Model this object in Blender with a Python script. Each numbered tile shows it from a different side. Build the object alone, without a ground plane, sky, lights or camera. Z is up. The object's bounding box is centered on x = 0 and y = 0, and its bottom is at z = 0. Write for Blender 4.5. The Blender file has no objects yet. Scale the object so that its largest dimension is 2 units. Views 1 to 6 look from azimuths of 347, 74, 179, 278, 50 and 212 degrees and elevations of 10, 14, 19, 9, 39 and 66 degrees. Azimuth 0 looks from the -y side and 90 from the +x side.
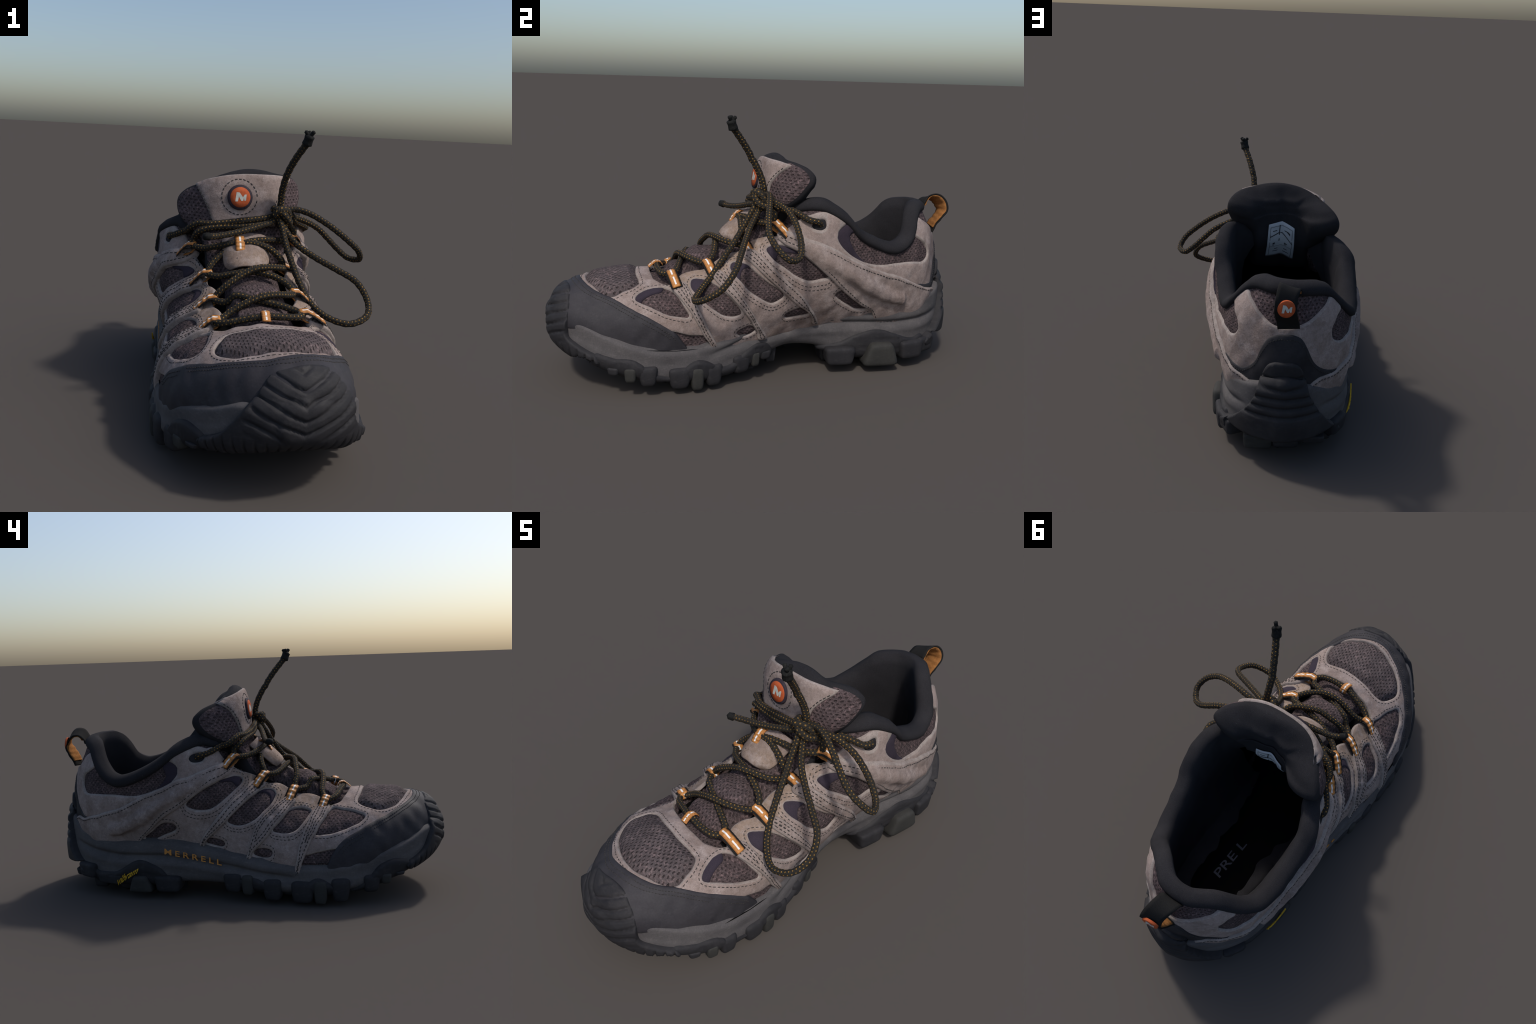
"""Trail shoe built from lofted sections, wrapped panels, cords and lugs."""
import numpy as np, math

# ---------------------------------------------------------------- base form
# The shoe stands with its toe at -y.  Every cross-section (plane of constant
# y) is described by nine knots running from the left sole edge over the
# instep to the right sole edge, as (x, z).
SPINE_X, SPINE_Z, SPINE_Y0, SPINE_Y1, KR = -0.07, 0.27, -0.62, 0.62, 0.3

UPPER = [
 (-0.968, (-0.095,0.23),(-0.095,0.29),(-0.08,0.325),(-0.06,0.345),(-0.035,0.355),(-0.01,0.35),(0.01,0.335),(0.022,0.3),(0.022,0.23)),
 (-0.95, (-0.15,0.22),(-0.155,0.3),(-0.135,0.35),(-0.1,0.385),(-0.04,0.41),(0.025,0.4),(0.065,0.365),(0.09,0.31),(0.088,0.22)),
 (-0.92, (-0.184,0.21),(-0.191,0.3),(-0.17,0.36),(-0.13,0.405),(-0.04,0.44),(0.04,0.43),(0.093,0.387),(0.13,0.315),(0.128,0.21)),
 (-0.86, (-0.254,0.19),(-0.261,0.29),(-0.237,0.365),(-0.18,0.42),(-0.05,0.47),(0.055,0.452),(0.122,0.4),(0.174,0.315),(0.174,0.2)),
 (-0.78, (-0.316,0.17),(-0.323,0.28),(-0.294,0.362),(-0.23,0.428),(-0.06,0.489),(0.07,0.465),(0.15,0.407),(0.203,0.305),(0.203,0.18)),
 (-0.7, (-0.372,0.16),(-0.377,0.265),(-0.344,0.352),(-0.27,0.428),(-0.07,0.495),(0.09,0.47),(0.17,0.414),(0.226,0.3),(0.224,0.16)),
 (-0.6, (-0.42,0.14),(-0.426,0.24),(-0.392,0.342),(-0.3,0.428),(-0.07,0.497),(0.11,0.471),(0.197,0.41),(0.247,0.29),(0.245,0.14)),
 (-0.5, (-0.44,0.12),(-0.444,0.22),(-0.408,0.333),(-0.3,0.424),(-0.07,0.492),(0.12,0.463),(0.208,0.407),(0.255,0.29),(0.252,0.12)),
 (-0.4, (-0.445,0.12),(-0.449,0.22),(-0.41,0.335),(-0.29,0.435),(-0.07,0.53),(0.135,0.482),(0.215,0.43),(0.258,0.33),(0.245,0.13)),
 (-0.25, (-0.44,0.12),(-0.444,0.23),(-0.415,0.345),(-0.285,0.475),(-0.07,0.595),(0.14,0.54),(0.22,0.46),(0.252,0.34),(0.225,0.15)),
 (-0.1, (-0.409,0.13),(-0.417,0.25),(-0.389,0.385),(-0.279,0.535),(-0.07,0.67),(0.15,0.61),(0.223,0.52),(0.248,0.38),(0.195,0.18)),
 (0.05, (-0.374,0.15),(-0.391,0.28),(-0.389,0.42),(-0.304,0.615),(-0.07,0.77),(0.192,0.705),(0.235,0.58),(0.245,0.41),(0.165,0.2)),
 (0.12, (-0.356,0.16),(-0.379,0.29),(-0.399,0.455),(-0.339,0.715),(-0.07,0.87),(0.224,0.775),(0.258,0.58),(0.245,0.41),(0.157,0.21)),
 (0.2, (-0.344,0.17),(-0.369,0.3),(-0.405,0.48),(-0.36,0.735),(-0.07,0.95),(0.252,0.81),(0.275,0.58),(0.245,0.41),(0.15,0.22)),
 (0.3, (-0.339,0.19),(-0.364,0.31),(-0.415,0.47),(-0.392,0.73),(-0.07,0.96),(0.254,0.785),(0.278,0.56),(0.24,0.4),(0.15,0.23)),
 (0.45, (-0.334,0.2),(-0.359,0.31),(-0.399,0.45),(-0.392,0.66),(-0.07,0.95),(0.225,0.68),(0.258,0.52),(0.225,0.37),(0.16,0.23)),
 (0.6, (-0.324,0.2),(-0.349,0.31),(-0.38,0.44),(-0.379,0.6),(-0.07,0.92),(0.198,0.63),(0.23,0.5),(0.212,0.37),(0.17,0.23)),
 (0.72, (-0.305,0.2),(-0.335,0.32),(-0.355,0.45),(-0.322,0.65),(-0.075,0.88),(0.15,0.67),(0.19,0.52),(0.188,0.37),(0.155,0.22)),
 (0.8, (-0.255,0.21),(-0.28,0.33),(-0.3,0.47),(-0.255,0.68),(-0.075,0.82),(0.103,0.68),(0.14,0.53),(0.145,0.38),(0.115,0.22)),
 (0.86, (-0.195,0.21),(-0.213,0.33),(-0.214,0.47),(-0.19,0.62),(-0.072,0.735),(0.044,0.63),(0.065,0.5),(0.072,0.37),(0.055,0.22)),
 (0.904, (-0.135,0.22),(-0.147,0.33),(-0.152,0.46),(-0.136,0.55),(-0.07,0.615),(0,0.555),(0.01,0.48),(0.01,0.37),(0,0.23)),
 (0.927, (-0.1,0.23),(-0.11,0.34),(-0.112,0.42),(-0.1,0.47),(-0.07,0.5),(-0.04,0.475),(-0.026,0.43),(-0.026,0.36),(-0.035,0.24)),
]
# half-plan of the midsole: y, left x, right x
SOLE_PLAN = [(-.980,-.06,-.0),(-.972,-.11,.045),(-.955,-.16,.088),(-.93,-.212,.124),(-.90,-.254,.156),(-.82,-.325,.210),(-.74,-.380,.244),
 (-.65,-.420,.270),(-.55,-.450,.281),(-.40,-.464,.276),(-.25,-.462,.254),(-.10,-.446,.208),(.05,-.420,.172),(.20,-.402,.166),
 (.35,-.392,.178),(.50,-.384,.197),(.62,-.373,.204),(.72,-.348,.193),(.80,-.308,.165),(.87,-.250,.115),(.92,-.192,.06),(.945,-.145,.01),(.958,-.105,-.03),(.962,-.08,-.055)]
# line where upper and midsole meet: y, z
BITE_L = [(-1.0,.33),(-.915,.33),(-.826,.29),(-.735,.261),(-.647,.231),(-.535,.198),(-.445,.187),(-.386,.182),(-.277,.185),(-.172,.194),(-.056,.213),
 (.065,.237),(.232,.265),(.377,.283),(.5,.285),(.625,.282),(.759,.301),(.856,.325),(.928,.368),(1.0,.40)]
BITE_R = [(-1.0,.335),(-.922,.332),(-.864,.325),(-.749,.276),(-.63,.229),(-.507,.201),(-.4,.197),(-.295,.213),(-.186,.232),(-.118,.251),(.017,.274),
 (.154,.301),(.27,.319),(.39,.323),(.537,.318),(.637,.319),(.737,.334),(.839,.35),(.93,.375),(1.0,.40)]
# underside of the midsole between the lugs
FLOOR_R = [(-1.0,.27),(-.96,.225),(-.90,.19),(-.82,.155),(-.72,.115),(-.60,.08),(-.48,.060),(-.35,.048),(-.20,.060),(-.05,.100),(.10,.143),(.22,.130),
 (.33,.085),(.45,.065),(.70,.065),(.82,.085),(.90,.105),(.95,.115),(1.0,.13)]
FLOOR_L = [(-1.0,.27),(-.96,.225),(-.90,.19),(-.82,.155),(-.72,.115),(-.60,.08),(-.48,.060),(-.35,.048),(-.20,.050),(-.05,.066),(.10,.080),(.22,.082),
 (.33,.075),(.45,.065),(.70,.068),(.82,.095),(.90,.12),(.95,.125),(1.0,.14)]

def lerp_tab(tab, y, col=1):
    t=np.array([[r[0],r[col]] for r in tab]); return np.interp(y,t[:,0],t[:,1])

def pchip(x, y, xi):
    """monotone cubic interpolation of columns"""
    x=np.asarray(x,float); y=np.asarray(y,float); xi=np.clip(np.asarray(xi,float),x[0],x[-1])
    if y.ndim==1: return pchip(x,y[:,None],xi)[:,0]
    h=np.diff(x)[:,None]; d=np.diff(y,axis=0)/h
    m=np.zeros_like(y); a,b=d[:-1],d[1:]
    w1=2*h[1:]+h[:-1]; w2=h[1:]+2*h[:-1]
    ok=(a*b)>0
    den=np.where(ok,w1/np.where(ok,a,1)+w2/np.where(ok,b,1),1)
    m[1:-1]=np.where(ok,(w1+w2)/den,0); m[0]=d[0]; m[-1]=d[-1]
    k=np.clip(np.searchsorted(x,xi)-1,0,len(x)-2); hh=h[k]; t=((xi-x[k])[:,None])/hh
    return ((1+2*t)*(1-t)**2)*y[k]+t*(1-t)**2*hh*m[k]+t*t*(3-2*t)*y[k+1]+t*t*(t-1)*hh*m[k+1]

def gauss1(A, s, axis):
    if s<=0: return A
    n=int(3*s)+1; k=np.exp(-.5*(np.arange(-n,n+1)/s)**2); k/=k.sum()
    P=np.pad(A,[(n,n) if i==axis else (0,0) for i in range(A.ndim)],mode='edge')
    out=np.zeros_like(A)
    for i,w in enumerate(k):
        sl=[slice(None)]*A.ndim; sl[axis]=slice(i,i+A.shape[axis]); out+=w*P[tuple(sl)]
    return out

NTH=481; TH=np.linspace(-math.pi,math.pi,NTH)
def polar(poly):
    """radius of a star-shaped section (knots in order, closed at the bottom) over TH"""
    poly=np.asarray(poly,float); n=len(poly)
    t=np.arange(n); tt=np.linspace(0,n-1,24*n)
    ch=np.r_[0,np.cumsum(np.linalg.norm(np.diff(poly,axis=0),axis=1)+1e-6)]
    q=pchip(ch,poly,np.interp(tt,t,ch))
    th=np.arctan2(q[:,0]-SPINE_X,q[:,1]-SPINE_Z); r=np.hypot(q[:,0]-SPINE_X,q[:,1]-SPINE_Z)
    # close along the floor
    f=np.linspace(0,1,60)[1:-1,None]; b=q[-1]*(1-f)+q[0]*f
    th=np.r_[th,np.arctan2(b[:,0]-SPINE_X,b[:,1]-SPINE_Z)]; r=np.r_[r,np.hypot(b[:,0]-SPINE_X,b[:,1]-SPINE_Z)]
    o=np.argsort(th); th,r=th[o],r[o]
    return np.interp(TH,np.r_[th-2*math.pi,th,th+2*math.pi],np.r_[r,r,r])

def end_dense(y0,y1,n):
    t=np.linspace(0,1,n); return y0+(y1-y0)*(.6*t+.4*(.5-.5*np.cos(math.pi*t)))

YU=end_dense(UPPER[0][0],UPPER[-1][0],261)
def build_upper():
    ys=np.array([r[0] for r in UPPER]); K=np.array([[c for p in r[1:] for c in p] for r in UPPER])
    Q=pchip(ys,K,YU)
    R=np.array([polar(q.reshape(-1,2)) for q in Q])
    return gauss1(gauss1(R,1.2,0),2.5,1)-.010   # the panels laid on top bring it back to full size

YM=end_dense(SOLE_PLAN[0][0],SOLE_PLAN[-1][0],301)
def midsole_section(y):
    t=np.array(SOLE_PLAN); xl=pchip(t[:,0],t[:,1],[y])[0]; xr=pchip(t[:,0],t[:,2],[y])[0]
    bl=pchip(*np.array(BITE_L).T,[y])[0]; br=pchip(*np.array(BITE_R).T,[y])[0]; fl=pchip(*np.array(FLOOR_L).T,[y])[0]; fr=pchip(*np.array(FLOOR_R).T,[y])[0]
    w=min(1,(xr-xl)/.3); i1=.012*w; i2=.045*w
    def side(x,s,b,f):
        return [(x+s*i2,f),(x+s*.018*w,f+.012),(x+s*.002,f+.25*(b-f)),(x,f+.45*(b-f)),(x+s*.004*w,f+.62*(b-f)),(x+s*.006*w,b-.012),(x+s*i1,b)]
    L=side(xl,1,bl,fl); Rr=side(xr,-1,br,fr)
    mid=[((xl+xr)/2,max(bl,br,SPINE_Z)+.03)]
    return L+mid+Rr[::-1]
def build_midsole():
    R=np.array([polar(midsole_section(y)) for y in YM]); return gauss1(gauss1(R,1.5,0),1.0,1)

def tab_lookup(R,Y,y,th):
    i=np.clip(np.searchsorted(Y,y)-1,0,len(Y)-2); f=(y-Y[i])/(Y[i+1]-Y[i])
    j=(th+math.pi)/(2*math.pi)*(NTH-1); j0=np.clip(j.astype(int),0,NTH-2); g=j-j0
    v=(R[i,j0]*(1-g)+R[i,j0+1]*g)*(1-f)+(R[i+1,j0]*(1-g)+R[i+1,j0+1]*g)*f
    out=(y<Y[0])|(y>Y[-1]); return np.where(out,0,v)

# ------------------------------------------------- flat chart of the whole shoe
# (a, b): a runs heel-wards, b is KR times the angle from straight up, positive
# to the right; beyond the spine ends the chart fans round toe and heel.
STEP=.006
A1=np.arange(-1.62,1.62+1e-9,STEP); B1=np.arange(-.93,.93+1e-9,STEP)
AA,BB=np.meshgrid(A1,B1,indexing='ij')
RAD=np.hypot(np.where(AA<SPINE_Y0,AA-SPINE_Y0,np.where(AA>SPINE_Y1,AA-SPINE_Y1,0)),BB)/KR   # angle from straight up
def chart_ray(a,b):
    da=np.where(a<SPINE_Y0,a-SPINE_Y0,np.where(a>SPINE_Y1,a-SPINE_Y1,0.0)); y=np.clip(a,SPINE_Y0,SPINE_Y1)
    rr=np.hypot(da,b)+1e-12; r=rr/KR
    d=np.stack([b/rr*np.sin(r),da/rr*np.sin(r),np.cos(r)],-1)
    o=np.stack([np.full_like(y,SPINE_X),y,np.full_like(y,SPINE_Z)],-1)
    return o,d
def solve_lattice(fields,smooth=1.0):
    o,d=chart_ray(AA,BB); lo=np.zeros(AA.shape); hi=np.full(AA.shape,1.3)
    for _ in range(34):
        m=(lo+hi)/2; p=o+d*m[...,None]
        x,z=p[...,0]-SPINE_X,p[...,2]-SPINE_Z; th=np.arctan2(x,z); rho=np.hypot(x,z)
        ins=np.zeros(AA.shape,bool)
        for R,Y in fields: ins|=rho<tab_lookup(R,Y,p[...,1],th)
        lo=np.where(ins,m,lo); hi=np.where(ins,hi,m)
    t=gauss1(gauss1(lo,smooth,0),smooth,1)
    return Lattice(o+d*t[...,None])
class Lattice:
    def __init__(s,P):
        s.P=P; ga=np.gradient(P,axis=0); gb=np.gradient(P,axis=1); n=np.cross(gb,ga)
        n/=np.linalg.norm(n,axis=-1,keepdims=True)+1e-12
        s.N=n
    def _bil(s,F,a,b):
        i=(np.asarray(a)-A1[0])/STEP; j=(np.asarray(b)-B1[0])/STEP
        i0=np.clip(np.floor(i).astype(int),0,len(A1)-2); j0=np.clip(np.floor(j).astype(int),0,len(B1)-2)
        f=(i-i0)[...,None]; g=(j-j0)[...,None]
        return (F[i0,j0]*(1-g)+F[i0,j0+1]*g)*(1-f)+(F[i0+1,j0]*(1-g)+F[i0+1,j0+1]*g)*f
    def at(s,a,b,h=0.0):
        p=s._bil(s.P,a,b); n=s.normal(a,b); return p+n*np.asarray(h)[...,None] if np.ndim(h) else p+n*h
    def normal(s,a,b):
        n=s._bil(s.N,a,b); return n/(np.linalg.norm(n,axis=-1,keepdims=True)+1e-12)
    # find chart positions of points given in an elevation drawing
    def find(s,view,pts):
        pts=np.atleast_2d(np.asarray(pts,float))[:,:2]
        ax,c={'left':((1,2),BB<0.02),'right':((1,2),BB>-.02),'top':((0,1),s.N[...,2]>-.05),'back':((0,2),AA>SPINE_Y1-.05),'front':((0,2),AA<SPINE_Y0+.15)}[view]
        # only the sheet from straight up to the sole is part of the drawing
        ii,jj=np.nonzero(c&(RAD<2.5)&((s.N[...,2]>-.7) if view in('left','right') else True)); X=s.P[ii,jj][:,list(ax)]; out=[]
        for p in pts:
            k=np.argmin(((X-p)**2).sum(1)); a,b=A1[ii[k]],B1[jj[k]]
            for _ in range(6):
                e=STEP*.5; q=s.at(a,b)[list(ax)]
                Ja=(s.at(a+e,b)-s.at(a-e,b))[list(ax)]/(2*e); Jb=(s.at(a,b+e)-s.at(a,b-e))[list(ax)]/(2*e)
                J=np.stack([Ja,Jb],1)
                st=np.linalg.solve(J.T@J+1e-4*np.eye(2),J.T@(p-q)); st=np.clip(st,-.02,.02); a+=st[0]; b+=st[1]
            out.append((a,b))
        return np.array(out)
R_UP=build_upper(); R_MID=build_midsole()
UP=solve_lattice([(R_UP,YU)],1.5)
def lumps(P,amp):
    """soft hand-lasted unevenness"""
    x,y,z=P[...,0],P[...,1],P[...,2]; h=0
    for k,(f,ph) in enumerate([((31,47,23),.3),((53,-29,41),1.7),((-67,71,37),2.9),((19,-83,61),4.1),((97,43,-59),5.3)]): h=h+np.sin(f[0]*x+f[1]*y+f[2]*z+ph)/(1+.35*k)
    return amp*h
UP.P=UP.P+UP.N*lumps(UP.P,.0014)[...,None]; UP.__init__(UP.P)
ENV=solve_lattice([(R_UP,YU),(R_MID,YM)],1.0)
import bpy, bmesh, random
from mathutils import Vector, Matrix
from mathutils.geometry import delaunay_2d_cdt
RNG=np.random.RandomState(7)

# ================================================================ materials
def nmat(name):
    m=bpy.data.materials.new(name); m.use_nodes=True; nt=m.node_tree; nt.nodes.clear()
    out=nt.nodes.new('ShaderNodeOutputMaterial'); b=nt.nodes.new('ShaderNodeBsdfPrincipled'); nt.links.new(b.outputs[0],out.inputs[0])
    return m,nt,b
class G:
    """tiny node helper"""
    def __init__(s,nt): s.nt=nt; s.tc=nt.nodes.new('ShaderNodeTexCoord').outputs['Object']
    def map(s,scale=(1,1,1),rot=(0,0,0),loc=(0,0,0),src=None):
        n=s.nt.nodes.new('ShaderNodeMapping'); n.inputs['Scale'].default_value=scale; n.inputs['Rotation'].default_value=rot; n.inputs['Location'].default_value=loc
        s.nt.links.new(src or s.tc,n.inputs['Vector']); return n.outputs[0]
    def noise(s,scale,detail=4,rough=.55,vec=None,dist=0):
        n=s.nt.nodes.new('ShaderNodeTexNoise'); n.inputs['Scale'].default_value=scale; n.inputs['Detail'].default_value=detail; n.inputs['Roughness'].default_value=rough; n.inputs['Distortion'].default_value=dist
        s.nt.links.new(vec or s.tc,n.inputs['Vector']); return n.outputs['Fac']
    def voro(s,scale,vec=None,feature='F1',out='Distance',rnd=1):
        n=s.nt.nodes.new('ShaderNodeTexVoronoi'); n.feature=feature; n.inputs['Scale'].default_value=scale; n.inputs['Randomness'].default_value=rnd
        s.nt.links.new(vec or s.tc,n.inputs['Vector']); return n.outputs[out]
    def wave(s,scale,vec=None,dist=0,dscale=1,direction='X'):
        n=s.nt.nodes.new('ShaderNodeTexWave'); n.bands_direction=direction; n.inputs['Scale'].default_value=scale; n.inputs['Distortion'].default_value=dist; n.inputs['Detail Scale'].default_value=dscale
        s.nt.links.new(vec or s.tc,n.inputs['Vector']); return n.outputs['Fac']
    def ramp(s,fac,stops):
        n=s.nt.nodes.new('ShaderNodeValToRGB'); e=n.color_ramp.elements
        while len(e)<len(stops): e.new(.5)
        for k,(p,c) in zip(e,stops):
            k.position=p; k.color=(c,c,c,1) if np.isscalar(c) else (*c,1)
        s.nt.links.new(fac,n.inputs[0]); return n.outputs[0]
    def math(s,op,a,b=None,clamp=False):
        n=s.nt.nodes.new('ShaderNodeMath'); n.operation=op; n.use_clamp=clamp
        for k,v in enumerate((a,b)):
            if v is None: continue
            if np.isscalar(v): n.inputs[k].default_value=v
            else: s.nt.links.new(v,n.inputs[k])
        return n.outputs[0]
    def mix(s,fac,a,b,kind='MIX'):
        n=s.nt.nodes.new('ShaderNodeMix'); n.data_type='RGBA'; n.blend_type=kind
        for sock,v in ((n.inputs[0],fac),(n.inputs[6],a),(n.inputs[7],b)):
            if np.isscalar(v): sock.default_value=v
            elif isinstance(v,tuple): sock.default_value=(*v,1)
            else: s.nt.links.new(v,sock)
        return n.outputs[2]
    def bump(s,h,strength=.3,dist=.004,prev=None):
        n=s.nt.nodes.new('ShaderNodeBump'); n.inputs['Strength'].default_value=strength; n.inputs['Distance'].default_value=dist
        s.nt.links.new(h,n.inputs['Height'])
        if prev is not None: s.nt.links.new(prev,n.inputs['Normal'])
        return n.outputs[0]
    def sep(s,v):
        n=s.nt.nodes.new('ShaderNodeSeparateXYZ'); s.nt.links.new(v,n.inputs[0]); return n.outputs
def finish(m,nt,b,col,rough,normal=None,spec=.3,sheen=0):
    nt.links.new(col,b.inputs['Base Color']) if not isinstance(col,tuple) else setattr(b.inputs['Base Color'],'default_value',(*col,1))
    if np.isscalar(rough): b.inputs['Roughness'].default_value=rough
    else: nt.links.new(rough,b.inputs['Roughness'])
    b.inputs['Specular IOR Level'].default_value=spec
    if normal is not None: nt.links.new(normal,b.inputs['Normal'])
    return m

def suede(name,c0,c1,c2,tan=False):
    m,nt,b=nmat(name); g=G(nt)
    big=g.noise(5,4,.65); mid=g.noise(38,5,.7); fine=g.noise(330,3,.7)
    col=g.mix(g.ramp(big,[(.36,0.),(.64,1.)]),c0,c1)
    if tan:   # browner hide along the lacing edge
        x,y,z=g.sep(g.tc); wob=g.math('MULTIPLY',g.math('SUBTRACT',mid,.5),.05)
        dx=g.math('ADD',g.math('ABSOLUTE',g.math('ADD',x,.066)),wob)
        k=g.math('MULTIPLY',g.math('MULTIPLY',g.math('SUBTRACT',.262,dx),28.0,True),g.math('MULTIPLY',g.math('ADD',y,.445),30.0,True),True)
        k=g.math('MULTIPLY',k,g.math('MULTIPLY',g.math('SUBTRACT',.06,y),16.0,True)); k=g.math('MULTIPLY',k,g.math('MULTIPLY',g.math('SUBTRACT',.74,z),20.0,True))
        col=g.mix(g.math('MULTIPLY',k,.85),col,(.255,.186,.142))
    col=g.mix(g.ramp(mid,[(.50,0.),(.70,.6)]),col,c2)
    st=g.noise(3.2,5,.7,g.map(loc=(3,1,7))); col=g.mix(g.ramp(st,[(.48,0.),(.70,.6)]),col,(c1[0]*.72,c1[1]*.66,c1[2]*.62))
    dust=g.noise(13,6,.75,g.map(loc=(9,4,2))); col=g.mix(g.ramp(dust,[(.50,0.),(.70,.6)]),col,(.425,.358,.335))
    nap=g.ramp(fine,[(.3,.76),(.7,1.12)]); col=g.mix(1.0,col,nap,'MULTIPLY')
    blotch=g.ramp(g.noise(60,4,.8,g.map(loc=(2,8,5))),[(.30,.80),(.55,1.06)]); col=g.mix(1.0,col,blotch,'MULTIPLY')
    pit=g.ramp(g.voro(20),[(.05,1.),(.09,0.)]); pit=g.math('MULTIPLY',pit,g.ramp(g.noise(9,2),[(.58,0.),(.64,.8)]))
    col=g.mix(pit,col,(.035,.030,.028))
    n=g.bump(fine,.35,.003); n=g.bump(mid,.35,.006,n); n=g.bump(dust,.25,.012,n)
    return finish(m,nt,b,col,.92,n,.12)
M_SUEDE=suede('suede',(.292,.230,.208),(.222,.170,.150),(.330,.272,.252),tan=True)
M_STRAP=suede('suede_strap',(.285,.228,.207),(.214,.166,.148),(.318,.265,.246))
M_RIM=suede('suede_cut_edge',(.300,.256,.234),(.255,.212,.190),(.34,.30,.28))
M_EYESTAY=suede('suede_eyestay',(.262,.198,.156),(.205,.152,.118),(.285,.228,.192))

def knit(name,dark,lite,axes='YZ',row=.0125,run=.026,bstr=.8,slit=.55,thin=2.3,depth=.62,wobble=.012):
    """spacer knit: staggered rows of dark slits between raised yarn"""
    m,nt,b=nmat(name); g=G(nt)
    wob=nt.nodes.new('ShaderNodeTexNoise'); wob.inputs['Scale'].default_value=26; wob.inputs['Detail'].default_value=2; nt.links.new(g.tc,wob.inputs['Vector'])
    va=nt.nodes.new('ShaderNodeVectorMath'); va.operation='MULTIPLY_ADD'; nt.links.new(wob.outputs['Color'],va.inputs[0]); va.inputs[1].default_value=(wobble,)*3; nt.links.new(g.tc,va.inputs[2])
    x,y,z=g.sep(va.outputs[0]); across={'XY':x,'YZ':z,'XZ':z}[axes]; along={'XY':y,'YZ':y,'XZ':x}[axes]
    u=g.math('DIVIDE',across,row); rw=g.math('FLOOR',u); v=g.math('ADD',g.math('DIVIDE',along,run),g.math('MULTIPLY',rw,.5))
    fu=g.math('ABSOLUTE',g.math('SUBTRACT',g.math('FRACT',u),.5)); fv=g.math('ABSOLUTE',g.math('SUBTRACT',g.math('FRACT',v),.5))
    e=g.math('ADD',g.math('POWER',g.math('MULTIPLY',fu,thin),2.0),g.math('POWER',g.math('MULTIPLY',fv,2.6),2.0))
    hole=g.ramp(e,[(.12,0.),(slit,1.)])
    w=g.noise(12,2,.5); yarn=g.noise(230,3,.7); tuft=g.noise(75,3,.7)
    col=g.mix(g.ramp(yarn,[(.36,0.),(.66,1.)]),dark,lite)
    col=g.mix(g.ramp(tuft,[(.52,0.),(.70,.9)]),col,(lite[0]*1.8,lite[1]*1.62,lite[2]*1.62))
    col=g.mix(1.0,col,g.ramp(hole,[(0.,depth),(1.,1.08)]),'MULTIPLY')
    col=g.mix(1.0,col,g.ramp(w,[(.3,.80),(.7,1.15)]),'MULTIPLY')
    n=g.bump(hole,bstr,.005); n=g.bump(yarn,.6,.003,n); n=g.bump(tuft,.5,.005,n)
    return finish(m,nt,b,col,.95,n,.06)
M_MESH=knit('knit_mesh',(.036,.028,.029),(.092,.069,.069),bstr=.5,depth=.60,row=.0105,run=.020)
M_TOEMESH=knit('knit_toe',(.058,.047,.048),(.100,.081,.081),'XY',.0120,.026,1.0,thin=3.0,depth=.5,wobble=.005)
M_TONGUEMESH=knit('knit_tongue',(.040,.031,.032),(.098,.074,.074),'XY',.012,.022,.7)
M_LOBEMESH=knit('knit_lobe',(.042,.032,.034),(.108,.081,.082),'XZ',.0135,.018,.8)

def rubber(name,c0,c1,rough=.62,scuff=(.16,.15,.145),sc_amt=.35):
    m,nt,b=nmat(name); g=G(nt)
    big=g.noise(7,4,.6); fine=g.noise(160,3,.6); sc=g.noise(26,5,.75,g.map(scale=(1,1,3)))
    col=g.mix(g.ramp(big,[(.3,0.),(.7,1.)]),c0,c1)
    col=g.mix(g.ramp(sc,[(.52,0.),(.76,sc_amt)]),col,scuff)
    du=g.noise(4,6,.75,g.map(loc=(5,2,8))); col=g.mix(g.ramp(du,[(.48,0.),(.72,.35)]),col,scuff)
    col=g.mix(1.0,col,g.ramp(fine,[(.3,.88),(.7,1.1)]),'MULTIPLY')
    n=g.bump(fine,.2,.002)
    r=g.ramp(big,[(.3,rough-.06),(.7,rough+.1)])
    return finish(m,nt,b,col,r,n,.18)
M_CAP=rubber('toe_cap_leather',(.024,.0222,.0260),(.034,.0315,.0355),.62,(.060,.056,.061),.35)
M_OUT=rubber('outsole_rubber',(.0170,.0162,.0185),(.0255,.0245,.0268),.66,(.058,.054,.054),.35)
M_LUG=rubber('lug_rubber',(.026,.0255,.0240),(.036,.035,.0325),.7,(.068,.064,.060),.3)
M_MID=rubber('midsole_foam',(.062,.0570,.0585),(.086,.0795,.0800),.78,(.138,.126,.120),.5)
M_HEEL=rubber('heel_patch_leather',(.0165,.0155,.0180),(.024,.0225,.0255),.68,(.06,.056,.06),.25)

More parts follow.
